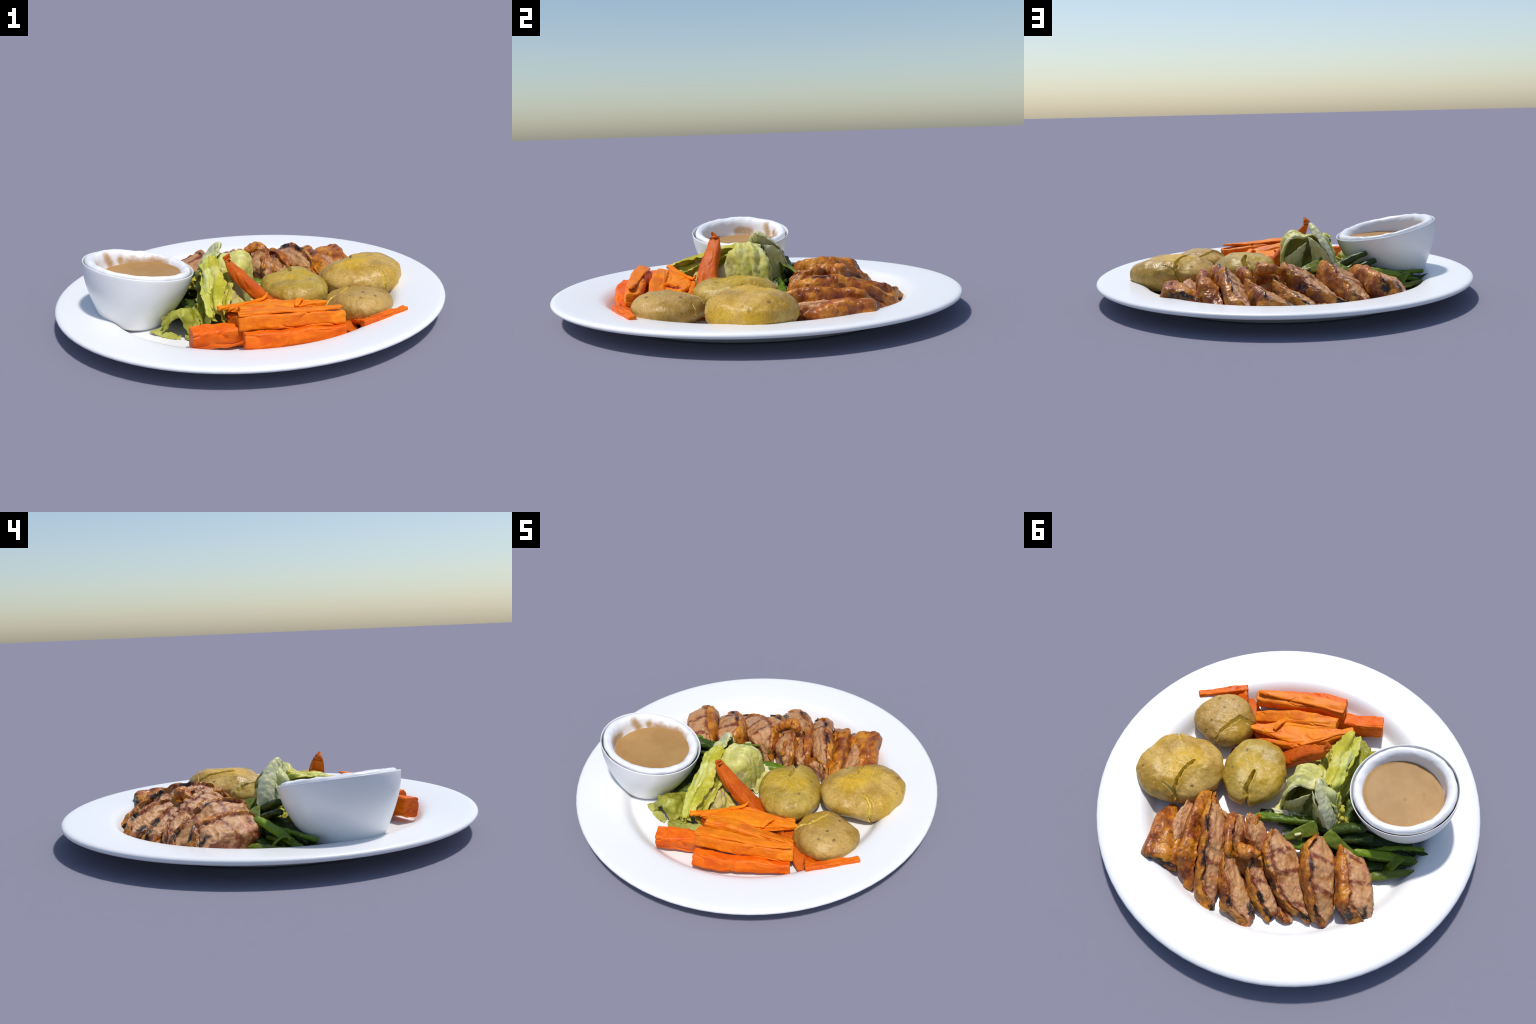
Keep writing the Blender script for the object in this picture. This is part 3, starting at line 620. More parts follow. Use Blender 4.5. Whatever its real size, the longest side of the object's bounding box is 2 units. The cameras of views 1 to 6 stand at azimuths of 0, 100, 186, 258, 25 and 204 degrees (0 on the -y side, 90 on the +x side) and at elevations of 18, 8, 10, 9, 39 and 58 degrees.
def build_chicken_slice(key, st, seed):
    st = np.array(st)
    # cross-section: flat bottom, steep skin side, peak near the skin side, long slope to the cut side
    #   s = across 0..1, q = height 0..1
    prof = catmull([(0.16, 0.0), (0.05, 0.16), (-0.03, 0.46), (0.03, 0.84), (0.16, 1.02), (0.40, 0.965), (0.66, 0.83), (0.90, 0.67), (0.985, 0.56), (0.985, 0.30), (0.90, 0.02), (0.70, -0.02), (0.40, -0.02)], 96, closed=True)
    rings = []
    for (xl, yl, xr, yr, zt), k in zip(st, np.linspace(*HEIGHT.get(key, (0.92, 1.06)), len(st))):
        a, b = np.array([xl, yl]), np.array([xr, yr])
        b = a + (b - a) * 0.95
        base = FLOOR + 0.006
        xy = a + prof[:, :1] * (b - a)
        z = base + prof[:, 1] * (zt - base) * k
        rings.append(np.concatenate([xy, z[:, None]], 1))
    rings = np.array(rings)
    L = np.linalg.norm(np.diff(rings.mean(1), axis=0), axis=1).sum()
    n = max(16, int(L / 0.0036))
    R = catmull(rings, n)
    across = np.repeat(prof[None, :, 0], n, 0)
    R = capped(R, cap=0.022, steps=6)
    pad = (len(R) - n) // 2
    across = np.concatenate([np.repeat(across[:1], pad, 0), across, np.repeat(across[-1:], pad, 0)], 0).ravel()
    m = R.shape[1]
    V = R.reshape(-1, 3)
    F = orient(V, grid_faces(len(R), m))
    N = vnormals(V, F)
    V = V + N * (0.011 * fbm(V, 9, 2, seed) + 0.004 * fbm(V, 22, 2, seed + 9))[:, None]
    N = vnormals(V, F)
    ax = st[-1][:2] - st[0][:2]
    ax = np.array([ax[0], ax[1], 0]) / np.linalg.norm(ax)
    Q = V - (V @ ax)[:, None] * ax * 0.8
    along = np.repeat(np.clip((np.arange(len(R)) - pad) / (n - 1.0), 0, 1), m)
    reach = SKIN_REACH[key] + 0.13 * fbm(V, 13, 3, seed + 3) + (0.5 * smooth(0.80, 1.0, along) if 0 < SKIN_REACH[key] < 0.5 else 0)
    topness = V[:, 2] > FLOOR + 0.012
    sk = smooth(0.05, -0.05, across - reach)
    # meat fibres along the slice; skin thicker, blistered and proud of the cut face
    d = (1 - sk) * (0.0035 * fbm(Q, 60, 2, seed + 5) + 0.003 * fbm(V, 45, 2, seed + 6)) + sk * (0.0065 + 0.0022 * fbm(V, 46, 2, seed + 7) + 0.0055 * fbm(Q, 26, 2, seed + 8))
    lip = np.exp(-((across - reach) / 0.06) ** 2)
    d = d + 0.008 * lip * (across < reach)
    d = d - 0.008 * np.exp(-((across - reach - 0.07) / 0.05) ** 2)
    V = V + N * d[:, None]
    V[:, 2] = np.maximum(V[:, 2], FLOOR + 0.002)
    c = np.array([*st[:, :4].reshape(-1, 2).mean(0), FLOOR])
    thing = add_object('chicken_slice', None, loc=tuple(c))
    tag(thing, 'slice of grilled chicken with charred golden skin', 'chicken')
    fm = (sk[F].mean(1) > 0.5).astype(int)
    rel = lambda L: [tuple(np.array(s) - np.tile(c, len(s) // 3)) for s in L]
    bars, spots = rel(BARS.get(key, [])), rel(SPOTS.get(key, []))
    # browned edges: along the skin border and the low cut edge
    def line(sx, q):
        P = [np.array([xl + sx * (xr - xl), yl + sx * (yr - yl), FLOOR + q * (zt - FLOOR)]) - c for xl, yl, xr, yr, zt in st]
        return [tuple(P[k]) + tuple(P[k + 1]) for k in range(len(P) - 1)]
    r0 = SKIN_REACH[key]
    edges = line(0.97, 0.42) + (line(r0 + 0.05, 0.98 - max(0, r0 - 0.2) * 0.5) if 0 < r0 < 0.9 else [])
    split_by_region(thing, V - c, F, fm, ['meat', 'skin'], [chicken_material('meat', seed, bars, spots, 0.6 if key in ('S8', 'S5u') else 0.2, edges), chicken_material('skin', seed, bars, spots, 0, line(0.0, 0.5))])

def build_chicken():
    for i, (k, st) in enumerate(CHICKEN.items()):
        build_chicken_slice(k, st, 100 + i)
    # curled knob of skin on top
    for i, (st, kind) in enumerate([
        ([(0.085, 0.400, 0.185, 0.05, 0.05, 0), (0.050, 0.420, 0.200, 0.066, 0.052, 0), (0.015, 0.408, 0.196, 0.058, 0.050, 0), (-0.015, 0.390, 0.178, 0.03, 0.036, 0)], 'skin'),
        ([(0.09, 0.42, 0.07, 0.09, 0.08, 0), (0.03, 0.43, 0.08, 0.11, 0.10, 0), (-0.04, 0.39, 0.085, 0.08, 0.10, 0)], 'skin'),
        ([(0.08, 0.185, 0.15, 0.022, 0.022, 0), (0.077, 0.215, 0.19, 0.026, 0.026, 0), (0.075, 0.25, 0.19, 0.03, 0.03, 0)], 'skin')]):
        V, F = sweep(st, p=2.2, cap=0.02)
        F = orient(V, F); N = vnormals(V, F)
        V = V + N * (0.010 * fbm(V, 20, 2, i + 50) + 0.004 * fbm(V, 48, 2, i + 55))[:, None]
        c = V.mean(0)
        nm = 'chicken_skin_curl' if kind == 'skin' else 'chicken_scrap'
        ob = add_object(nm, make_mesh(nm, V - c, F, chicken_material(kind, 150 + i, [], [])), loc=tuple(c))
        tag(ob, 'curled scrap of grilled chicken with browned skin', 'chicken')

# ------------------------------------------------------------------ cabbage
def leaf_sheet(ctrl, res=0.0036, thick=0.012, amp=0.012, ruffle=0.012, seed=0, crease=0.008, pleat=0.0, pleat_n=(3, 8)):
    C = np.array(ctrl, float)                       # (rows, cols, 3)
    lu = np.linalg.norm(np.diff(C, axis=0), axis=2).sum(0).mean()
    lv = np.linalg.norm(np.diff(C, axis=1), axis=2).sum(1).mean()
    nu, nv = max(12, int(lu / res)), max(12, int(lv / res))
    G = catmull(C, nu)
    G = catmull(G.transpose(1, 0, 2), nv).transpose(1, 0, 2)
    V = G.reshape(-1, 3)
    F = grid_faces(nu, nv, wrap=False)
    N = vnormals(V, F)
    iu, iv = np.meshgrid(np.linspace(0, 1, nu), np.linspace(0, 1, nv), indexing='ij')
    edge = np.minimum(np.minimum(iu, 1 - iu) * lu, np.minimum(iv, 1 - iv) * lv).ravel()
    e = np.exp(-edge / 0.03)
    d = amp * fbm(V, 11, 2, seed) + crease * (ridged(V, 14, seed) - 0.55) * 0.9 + 0.003 * fbm(V, 42, 2, seed + 2) + ruffle * e * fbm(V, 26, 2, seed + 4)
    if pleat:                                       # sharp pleats that run along the sheet
        q = np.stack([iu.ravel() * pleat_n[0], iv.ravel() * pleat_n[1], 0 * d], -1) + 0.18 * fbm(V, 9, 2, seed + 11)[:, None]
        d = d + pleat * (1 - 3.2 * np.abs(perlin(q + seed * 3.3)) + 0.9 * perlin(q * 1.9 + 7))
    V = V + N * d[:, None]
    # ragged outline
    inward = np.stack([fbm(V, 32, 2, seed + 7), fbm(V, 32, 2, seed + 8), 0 * d], -1)
    V = V + inward * (0.008 * np.exp(-edge / 0.012))[:, None]
    N = vnormals(V, F)
    t = (thick * (0.35 + 0.65 * smooth(0, 0.02, edge)))[:, None] / 2
    top, bot = V + N * t, V - N * t
    k = len(V)
    b = np.concatenate([np.arange(nv), np.arange(1, nu) * nv + nv - 1, (nu - 1) * nv + np.arange(nv - 2, -1, -1), np.arange(nu - 2, 0, -1) * nv])
    b2 = np.roll(b, -1)
    side = np.stack([b, b + k, b2 + k, b2], -1)
    A = np.concatenate([top, bot]); Fc = np.concatenate([F, F[:, ::-1] + k, side])
    A[:, 2] = np.maximum(A[:, 2], FLOOR + 0.001)
    return A, Fc

def ribbon(stations):
    """control grid of a cupped, twisted leaf strip: (x, y, z, width, roll_degrees, cup)"""
    S = np.array(stations, float)
    T = np.gradient(S[:, :3], axis=0)
    T /= np.linalg.norm(T, axis=1)[:, None]
    side = np.cross(T, [0, 0, 1.0]); side /= np.linalg.norm(side, axis=1)[:, None]
    nor = np.cross(side, T)
    a = np.radians(S[:, 4])[:, None]
    s2, n2 = np.cos(a) * side + np.sin(a) * nor, np.cos(a) * nor - np.sin(a) * side
    k = np.array([-1, -0.5, 0, 0.5, 1.0])
    w, cup = S[:, 3], S[:, 5]
    return (S[:, None, :3] + s2[:, None] * (k[None, :, None] * w[:, None, None] / 2) - n2[:, None] * ((k ** 2 - 0.35)[None, :, None] * (cup * w)[:, None, None] / 2)).tolist()

PALE = ((0.80, 0.77, 0.46), (0.72, 0.68, 0.22), (0.56, 0.54, 0.10))
YELL = ((0.72, 0.68, 0.22), (0.62, 0.56, 0.050), (0.46, 0.42, 0.025))
GREEN = ((0.54, 0.54, 0.16), (0.41, 0.40, 0.045), (0.27, 0.27, 0.022))
LEAVES = [
  # smooth pale dome on the potato side, falling to the back in pleats
  ([[(0.000, 0.070, 0.05), (-0.006, 0.066, 0.15), (-0.014, 0.056, 0.225), (-0.030, 0.030, 0.270), (-0.060, 0.005, 0.285), (-0.100, 0.000, 0.280), (-0.135, -0.010, 0.285)],
    [(0.006, 0.015, 0.05), (0.008, 0.010, 0.17), (0.000, -0.002, 0.258), (-0.022, -0.020, 0.300), (-0.060, -0.035, 0.308), (-0.105, -0.030, 0.292), (-0.145, -0.030, 0.295)],
    [(-0.004, -0.045, 0.05), (0.004, -0.055, 0.17), (-0.004, -0.066, 0.255), (-0.028, -0.080, 0.304), (-0.065, -0.090, 0.300), (-0.110, -0.085, 0.275), (-0.160, -0.075, 0.280)],
    [(-0.030, -0.100, 0.05), (-0.022, -0.115, 0.13), (-0.026, -0.132, 0.190), (-0.042, -0.155, 0.232), (-0.078, -0.160, 0.240), (-0.120, -0.150, 0.240), (-0.170, -0.140, 0.245)],
    [(-0.045, -0.145, 0.04), (-0.042, -0.165, 0.08), (-0.045, -0.190, 0.110), (-0.055, -0.220, 0.140), (-0.085, -0.230, 0.150), (-0.125, -0.220, 0.165), (-0.165, -0.205, 0.175)]],
   PALE, dict(thick=0.016, amp=0.004, ruffle=0.004, seed=1, crease=0.001, pleat=0.010, pleat_n=(4.2, 0.9)), 0.50),
  # inward fold of the dome: face towards the back with a raised edge
  ([[(0.004, 0.072, 0.05), (-0.035, 0.074, 0.055), (-0.075, 0.066, 0.07), (-0.100, 0.045, 0.10)],
    [(-0.004, 0.070, 0.14), (-0.036, 0.068, 0.150), (-0.074, 0.052, 0.165), (-0.105, 0.030, 0.19)],
    [(-0.012, 0.064, 0.195), (-0.042, 0.060, 0.212), (-0.082, 0.042, 0.242), (-0.125, 0.018, 0.272)]],
   ((0.72, 0.70, 0.34), (0.64, 0.61, 0.20), (0.50, 0.49, 0.10)), dict(thick=0.012, amp=0.004, ruffle=0.004, seed=21, crease=0.002), 0.47),
  # thick smooth tongue that stands highest, drooping towards the bowl
  ([[(-0.302, 0.098, 0.095), (-0.266, 0.110, 0.180), (-0.228, 0.104, 0.245), (-0.182, 0.068, 0.300), (-0.146, 0.018, 0.338), (-0.134, -0.015, 0.350)],
    [(-0.292, 0.060, 0.125), (-0.255, 0.066, 0.225), (-0.222, 0.060, 0.286), (-0.185, 0.030, 0.332), (-0.155, -0.004, 0.358), (-0.140, -0.025, 0.362)],
    [(-0.285, 0.030, 0.125), (-0.250, 0.032, 0.225), (-0.217, 0.024, 0.285), (-0.181, 0.004, 0.329), (-0.153, -0.018, 0.354), (-0.142, -0.034, 0.356)],
    [(-0.282, 0.005, 0.110), (-0.248, 0.006, 0.200), (-0.214, 0.000, 0.262), (-0.178, -0.014, 0.306), (-0.154, -0.030, 0.334), (-0.144, -0.040, 0.340)]],
   ((0.77, 0.76, 0.48), (0.71, 0.69, 0.35), (0.62, 0.60, 0.20)), dict(thick=0.014, amp=0.003, ruffle=0.003, seed=4, crease=0.001), 0.44),
  # broad back of the tongue, facing the bowl
  ([[(-0.140, -0.026, 0.356), (-0.146, -0.045, 0.346), (-0.150, -0.062, 0.325)],
    [(-0.185, 0.000, 0.315), (-0.188, -0.036, 0.306), (-0.175, -0.072, 0.295)],
    [(-0.225, 0.014, 0.272), (-0.227, -0.028, 0.262), (-0.208, -0.065, 0.258)],
    [(-0.258, 0.020, 0.212), (-0.260, -0.024, 0.206), (-0.244, -0.060, 0.195)],
    [(-0.288, 0.022, 0.130), (-0.290, -0.020, 0.128), (-0.276, -0.055, 0.125)]],
   ((0.70, 0.72, 0.40), (0.62, 0.64, 0.24), (0.58, 0.56, 0.06)), dict(thick=0.012, amp=0.006, ruffle=0.006, seed=25, crease=0.004, pleat=0.006, pleat_n=(2, 3)), 0.44),
  # front face under the tongue
  ([[(-0.165, 0.060, 0.06), (-0.205, 0.085, 0.06), (-0.250, 0.092, 0.06), (-0.298, 0.085, 0.06)],
    [(-0.155, 0.045, 0.17), (-0.195, 0.078, 0.16), (-0.240, 0.094, 0.14), (-0.288, 0.092, 0.11)],
    [(-0.130, 0.012, 0.30), (-0.165, 0.056, 0.290), (-0.218, 0.096, 0.246), (-0.266, 0.105, 0.175)]],
   ((0.72, 0.71, 0.38), (0.64, 0.62, 0.24), (0.52, 0.51, 0.13)), dict(thick=0.010, amp=0.003, ruffle=0.003, seed=22, crease=0.001), 0.46),
  # yellow leaf under the ridge
  ([[(-0.215, -0.480, 0.045), (-0.235, -0.400, 0.050), (-0.240, -0.310, 0.055), (-0.246, -0.195, 0.060), (-0.258, -0.100, 0.060), (-0.275, -0.030, 0.060), (-0.300, 0.030, 0.06)],
    [(-0.190, -0.480, 0.110), (-0.208, -0.400, 0.125), (-0.216, -0.315, 0.138), (-0.225, -0.195, 0.155), (-0.240, -0.105, 0.160), (-0.258, -0.030, 0.150), (-0.280, 0.030, 0.12)],
    [(-0.168, -0.480, 0.165), (-0.178, -0.395, 0.190), (-0.185, -0.310, 0.215), (-0.195, -0.190, 0.245), (-0.218, -0.100, 0.245), (-0.235, -0.030, 0.215), (-0.258, 0.030, 0.17)],
    [(-0.142, -0.470, 0.140), (-0.142, -0.390, 0.170), (-0.142, -0.305, 0.195), (-0.155, -0.190, 0.225), (-0.180, -0.100, 0.230), (-0.195, -0.030, 0.215), (-0.215, 0.020, 0.18)],
    [(-0.125, -0.455, 0.080), (-0.120, -0.380, 0.100), (-0.115, -0.300, 0.120), (-0.125, -0.190, 0.150), (-0.140, -0.100, 0.170), (-0.150, -0.035, 0.170), (-0.170, 0.010, 0.14)]],
   YELL, dict(thick=0.010, amp=0.006, ruffle=0.006, seed=2, crease=0.004, pleat=0.006, pleat_n=(4.0, 3.0)), 0.50),
  # folded strips lying along the ridge
  (ribbon([(-0.150, -0.492, 0.176, 0.030, 30, 0.3), (-0.160, -0.40, 0.212, 0.075, 25, 0.5), (-0.160, -0.30, 0.240, 0.085, 20, 0.6), (-0.172, -0.20, 0.268, 0.070, 35, 0.7), (-0.185, -0.11, 0.284, 0.060, 15, 0.5), (-0.180, -0.05, 0.300, 0.040, 0, 0.3)]),
   YELL, dict(thick=0.009, amp=0.004, ruffle=0.006, seed=31, crease=0.004, pleat=0.006, pleat_n=(2.2, 2.0)), 0.48),
  (ribbon([(-0.180, -0.488, 0.132, 0.045, -45, 0.4), (-0.196, -0.40, 0.178, 0.070, -55, 0.5), (-0.200, -0.30, 0.206, 0.075, -50, 0.7), (-0.210, -0.20, 0.228, 0.068, -60, 0.6), (-0.220, -0.12, 0.240, 0.060, -50, 0.5), (-0.232, -0.04, 0.225, 0.055, -55, 0.5), (-0.256, 0.03, 0.170, 0.050, -45, 0.4)]),
   ((0.68, 0.68, 0.25), (0.58, 0.57, 0.07), (0.42, 0.42, 0.03)), dict(thick=0.009, amp=0.004, ruffle=0.006, seed=32, crease=0.004, pleat=0.007, pleat_n=(2.6, 2.0)), 0.50),
  (ribbon([(-0.218, -0.455, 0.080, 0.055, -30, -0.5), (-0.232, -0.36, 0.102, 0.060, -40, -0.4), (-0.238, -0.25, 0.108, 0.058, -45, 0.6), (-0.244, -0.14, 0.112, 0.052, -50, 0.5), (-0.256, -0.04, 0.120, 0.050, -45, 0.4), (-0.282, 0.03, 0.100, 0.045, -30, 0.3)]),
   ((0.56, 0.58, 0.16), (0.46, 0.47, 0.04), (0.32, 0.33, 0.02)), dict(thick=0.009, amp=0.005, ruffle=0.007, seed=33, crease=0.005, pleat=0.006, pleat_n=(2.6, 2.0)), 0.52),
  (ribbon([(-0.118, -0.440, 0.105, 0.050, 60, 0.3), (-0.118, -0.35, 0.160, 0.070, 55, 0.5), (-0.112, -0.26, 0.200, 0.080, 60, 0.6), (-0.118, -0.18, 0.232, 0.070, 50, 0.5), (-0.135, -0.10, 0.268, 0.060, 30, 0.5)]),
   ((0.68, 0.66, 0.28), (0.60, 0.56, 0.08), (0.46, 0.42, 0.03)), dict(thick=0.009, amp=0.004, ruffle=0.006, seed=34, crease=0.004, pleat=0.006, pleat_n=(2.2, 2.0)), 0.48),
  (ribbon([(-0.195, -0.36, 0.215, 0.030, -20, 0.8), (-0.198, -0.28, 0.246, 0.048, -10, 0.9), (-0.206, -0.19, 0.276, 0.050, -25, 0.9), (-0.214, -0.11, 0.288, 0.056, -10, 0.7), (-0.200, -0.04, 0.285, 0.050, 20, 0.5)]),
   ((0.70, 0.70, 0.30), (0.62, 0.62, 0.10), (0.44, 0.45, 0.03)), dict(thick=0.009, amp=0.004, ruffle=0.006, seed=35, crease=0.004, pleat=0.005, pleat_n=(2.6, 2.0)), 0.47),
  (ribbon([(-0.300, 0.045, 0.085, 0.040, -20, 0.4), (-0.275, 0.010, 0.150, 0.060, -20, 0.6), (-0.245, -0.035, 0.215, 0.065, -15, 0.6), (-0.205, -0.070, 0.262, 0.050, 0, 0.5), (-0.170, -0.080, 0.285, 0.040, 0, 0.4)]),
   YELL, dict(thick=0.009, amp=0.004, ruffle=0.006, seed=36, crease=0.004, pleat=0.006, pleat_n=(2.6, 2.0)), 0.47),
  # low green leaf running along the bowl and curling up at the front
  ([[(-0.260, -0.060, 0.075), (-0.275, -0.058, 0.055), (-0.290, -0.055, 0.038)],
    [(-0.250, -0.130, 0.080), (-0.275, -0.125, 0.062), (-0.300, -0.120, 0.040)],
    [(-0.242, -0.215, 0.085), (-0.290, -0.205, 0.075), (-0.335, -0.195, 0.045)],
    [(-0.235, -0.305, 0.09), (-0.320, -0.305, 0.105), (-0.405, -0.285, 0.060)],
    [(-0.225, -0.390, 0.095), (-0.325, -0.385, 0.150), (-0.425, -0.345, 0.085)],
    [(-0.255, -0.440, 0.075), (-0.335, -0.435, 0.152), (-0.425, -0.390, 0.080)],
    [(-0.295, -0.462, 0.034), (-0.345, -0.455, 0.140), (-0.420, -0.405, 0.045)]],
   GREEN, dict(thick=0.010, amp=0.007, ruffle=0.006, seed=3, crease=0.007, pleat=0.008, pleat_n=(6, 3)), 0.52),
  # sheet coloured very dark green: the shaded gap between heap and bowl
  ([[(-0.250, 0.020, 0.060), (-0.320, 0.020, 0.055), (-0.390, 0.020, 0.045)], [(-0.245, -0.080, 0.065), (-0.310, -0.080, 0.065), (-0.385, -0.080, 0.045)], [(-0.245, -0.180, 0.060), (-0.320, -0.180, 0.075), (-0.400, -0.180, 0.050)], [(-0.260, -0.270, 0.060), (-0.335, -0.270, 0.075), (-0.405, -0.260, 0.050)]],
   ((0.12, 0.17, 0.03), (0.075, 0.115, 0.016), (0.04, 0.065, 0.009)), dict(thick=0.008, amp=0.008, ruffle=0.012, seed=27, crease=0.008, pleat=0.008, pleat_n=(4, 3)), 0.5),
  # its curled under tip
  ([[(-0.420, -0.330, 0.055), (-0.455, -0.350, 0.045), (-0.490, -0.375, 0.034)], [(-0.415, -0.375, 0.050), (-0.430, -0.400, 0.040), (-0.460, -0.400, 0.033)], [(-0.365, -0.420, 0.040), (-0.375, -0.440, 0.034), (-0.400, -0.445, 0.032)], [(-0.330, -0.435, 0.034), (-0.335, -0.452, 0.032), (-0.340, -0.465, 0.031)]],
   GREEN, dict(thick=0.008, amp=0.004, ruffle=0.008, seed=23, crease=0.004), 0.50),
  # filler leaf inside the arch, colours darkened for the shadow in the hollow
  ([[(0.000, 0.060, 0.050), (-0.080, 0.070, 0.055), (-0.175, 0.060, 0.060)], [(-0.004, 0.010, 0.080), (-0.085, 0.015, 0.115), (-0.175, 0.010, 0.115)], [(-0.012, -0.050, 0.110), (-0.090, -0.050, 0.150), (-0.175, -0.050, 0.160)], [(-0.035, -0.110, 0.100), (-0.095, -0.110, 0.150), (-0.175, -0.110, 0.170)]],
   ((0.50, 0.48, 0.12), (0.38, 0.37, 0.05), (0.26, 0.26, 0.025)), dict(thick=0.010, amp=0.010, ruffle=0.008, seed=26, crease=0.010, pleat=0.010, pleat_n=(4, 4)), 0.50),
  # pale flat rib in front
  ([[(-0.310, -0.430, 0.045), (-0.310, -0.470, 0.036)], [(-0.240, -0.450, 0.070), (-0.245, -0.520, 0.045)], [(-0.160, -0.460, 0.085), (-0.165, -0.540, 0.060)], [(-0.070, -0.460, 0.090), (-0.075, -0.535, 0.075)]],
   ((0.56, 0.56, 0.20), (0.46, 0.46, 0.10), (0.34, 0.34, 0.05)), dict(thick=0.014, amp=0.006, ruffle=0.010, seed=24, crease=0.005, pleat=0.005, pleat_n=(2, 5)), 0.48),
  # small curly leaves by the middle potato
  ([[(0.045, 0.075, 0.06), (0.020, 0.115, 0.085)], [(0.000, 0.055, 0.10), (-0.020, 0.105, 0.12)], [(-0.045, 0.060, 0.11), (-0.065, 0.115, 0.10)], [(-0.090, 0.060, 0.10), (-0.110, 0.110, 0.09)], [(-0.130, 0.050, 0.10), (-0.150, 0.105, 0.10)]],
   PALE, dict(thick=0.009, amp=0.010, ruffle=0.016, seed=5, crease=0.008, pleat=0.012, pleat_n=(6, 2)), 0.47),
  ([[(0.048, 0.085, 0.045), (0.045, 0.02, 0.040), (0.030, -0.06, 0.040)], [(0.030, 0.080, 0.085), (0.028, 0.02, 0.075), (0.010, -0.06, 0.065)], [(0.005, 0.070, 0.10), (0.0, 0.01, 0.09), (-0.02, -0.07, 0.08)]],
   PALE, dict(thick=0.012, amp=0.010, ruffle=0.016, seed=6, crease=0.010), 0.45),
  # pale pieces behind the upright carrot
  ([[(-0.145, -0.250, 0.17), (-0.145, -0.320, 0.15), (-0.140, -0.390, 0.10)], [(-0.105, -0.255, 0.205), (-0.105, -0.305, 0.180), (-0.100, -0.365, 0.10)], [(-0.070, -0.245, 0.17), (-0.060, -0.290, 0.12), (-0.055, -0.335, 0.07)], [(-0.02, -0.230, 0.10), (-0.02, -0.270, 0.08), (-0.01, -0.310, 0.05)]],
   ((0.66, 0.58, 0.24), (0.60, 0.50, 0.10), (0.46, 0.37, 0.04)), dict(thick=0.012, amp=0.010, ruffle=0.012, seed=7, crease=0.010, pleat=0.012, pleat_n=(3, 3)), 0.48),
  # shreds hanging at the back
  ([[(-0.215, 0.000, 0.20), (-0.260, 0.030, 0.15), (-0.290, 0.060, 0.11)], [(-0.255, -0.025, 0.19), (-0.290, 0.010, 0.14), (-0.315, 0.040, 0.10)], [(-0.285, -0.050, 0.16), (-0.320, -0.01, 0.12), (-0.340, 0.02, 0.08)]],
   YELL, dict(thick=0.012, amp=0.010, ruffle=0.014, seed=8, crease=0.012, pleat=0.012, pleat_n=(4, 3)), 0.48),
]
def build_cabbage():
    c = np.array([-0.18, -0.15, FLOOR])
    thing = add_object('cooked_cabbage', None, loc=tuple(c))
    tag(thing, 'heap of folded pale yellow green cabbage leaves', 'cabbage')
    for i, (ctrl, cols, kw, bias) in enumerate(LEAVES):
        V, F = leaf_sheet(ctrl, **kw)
        add_object('leaf', make_mesh('leaf', V - c, F, cabbage_material('cabbage_%d' % i, *cols, i, bias)), thing)

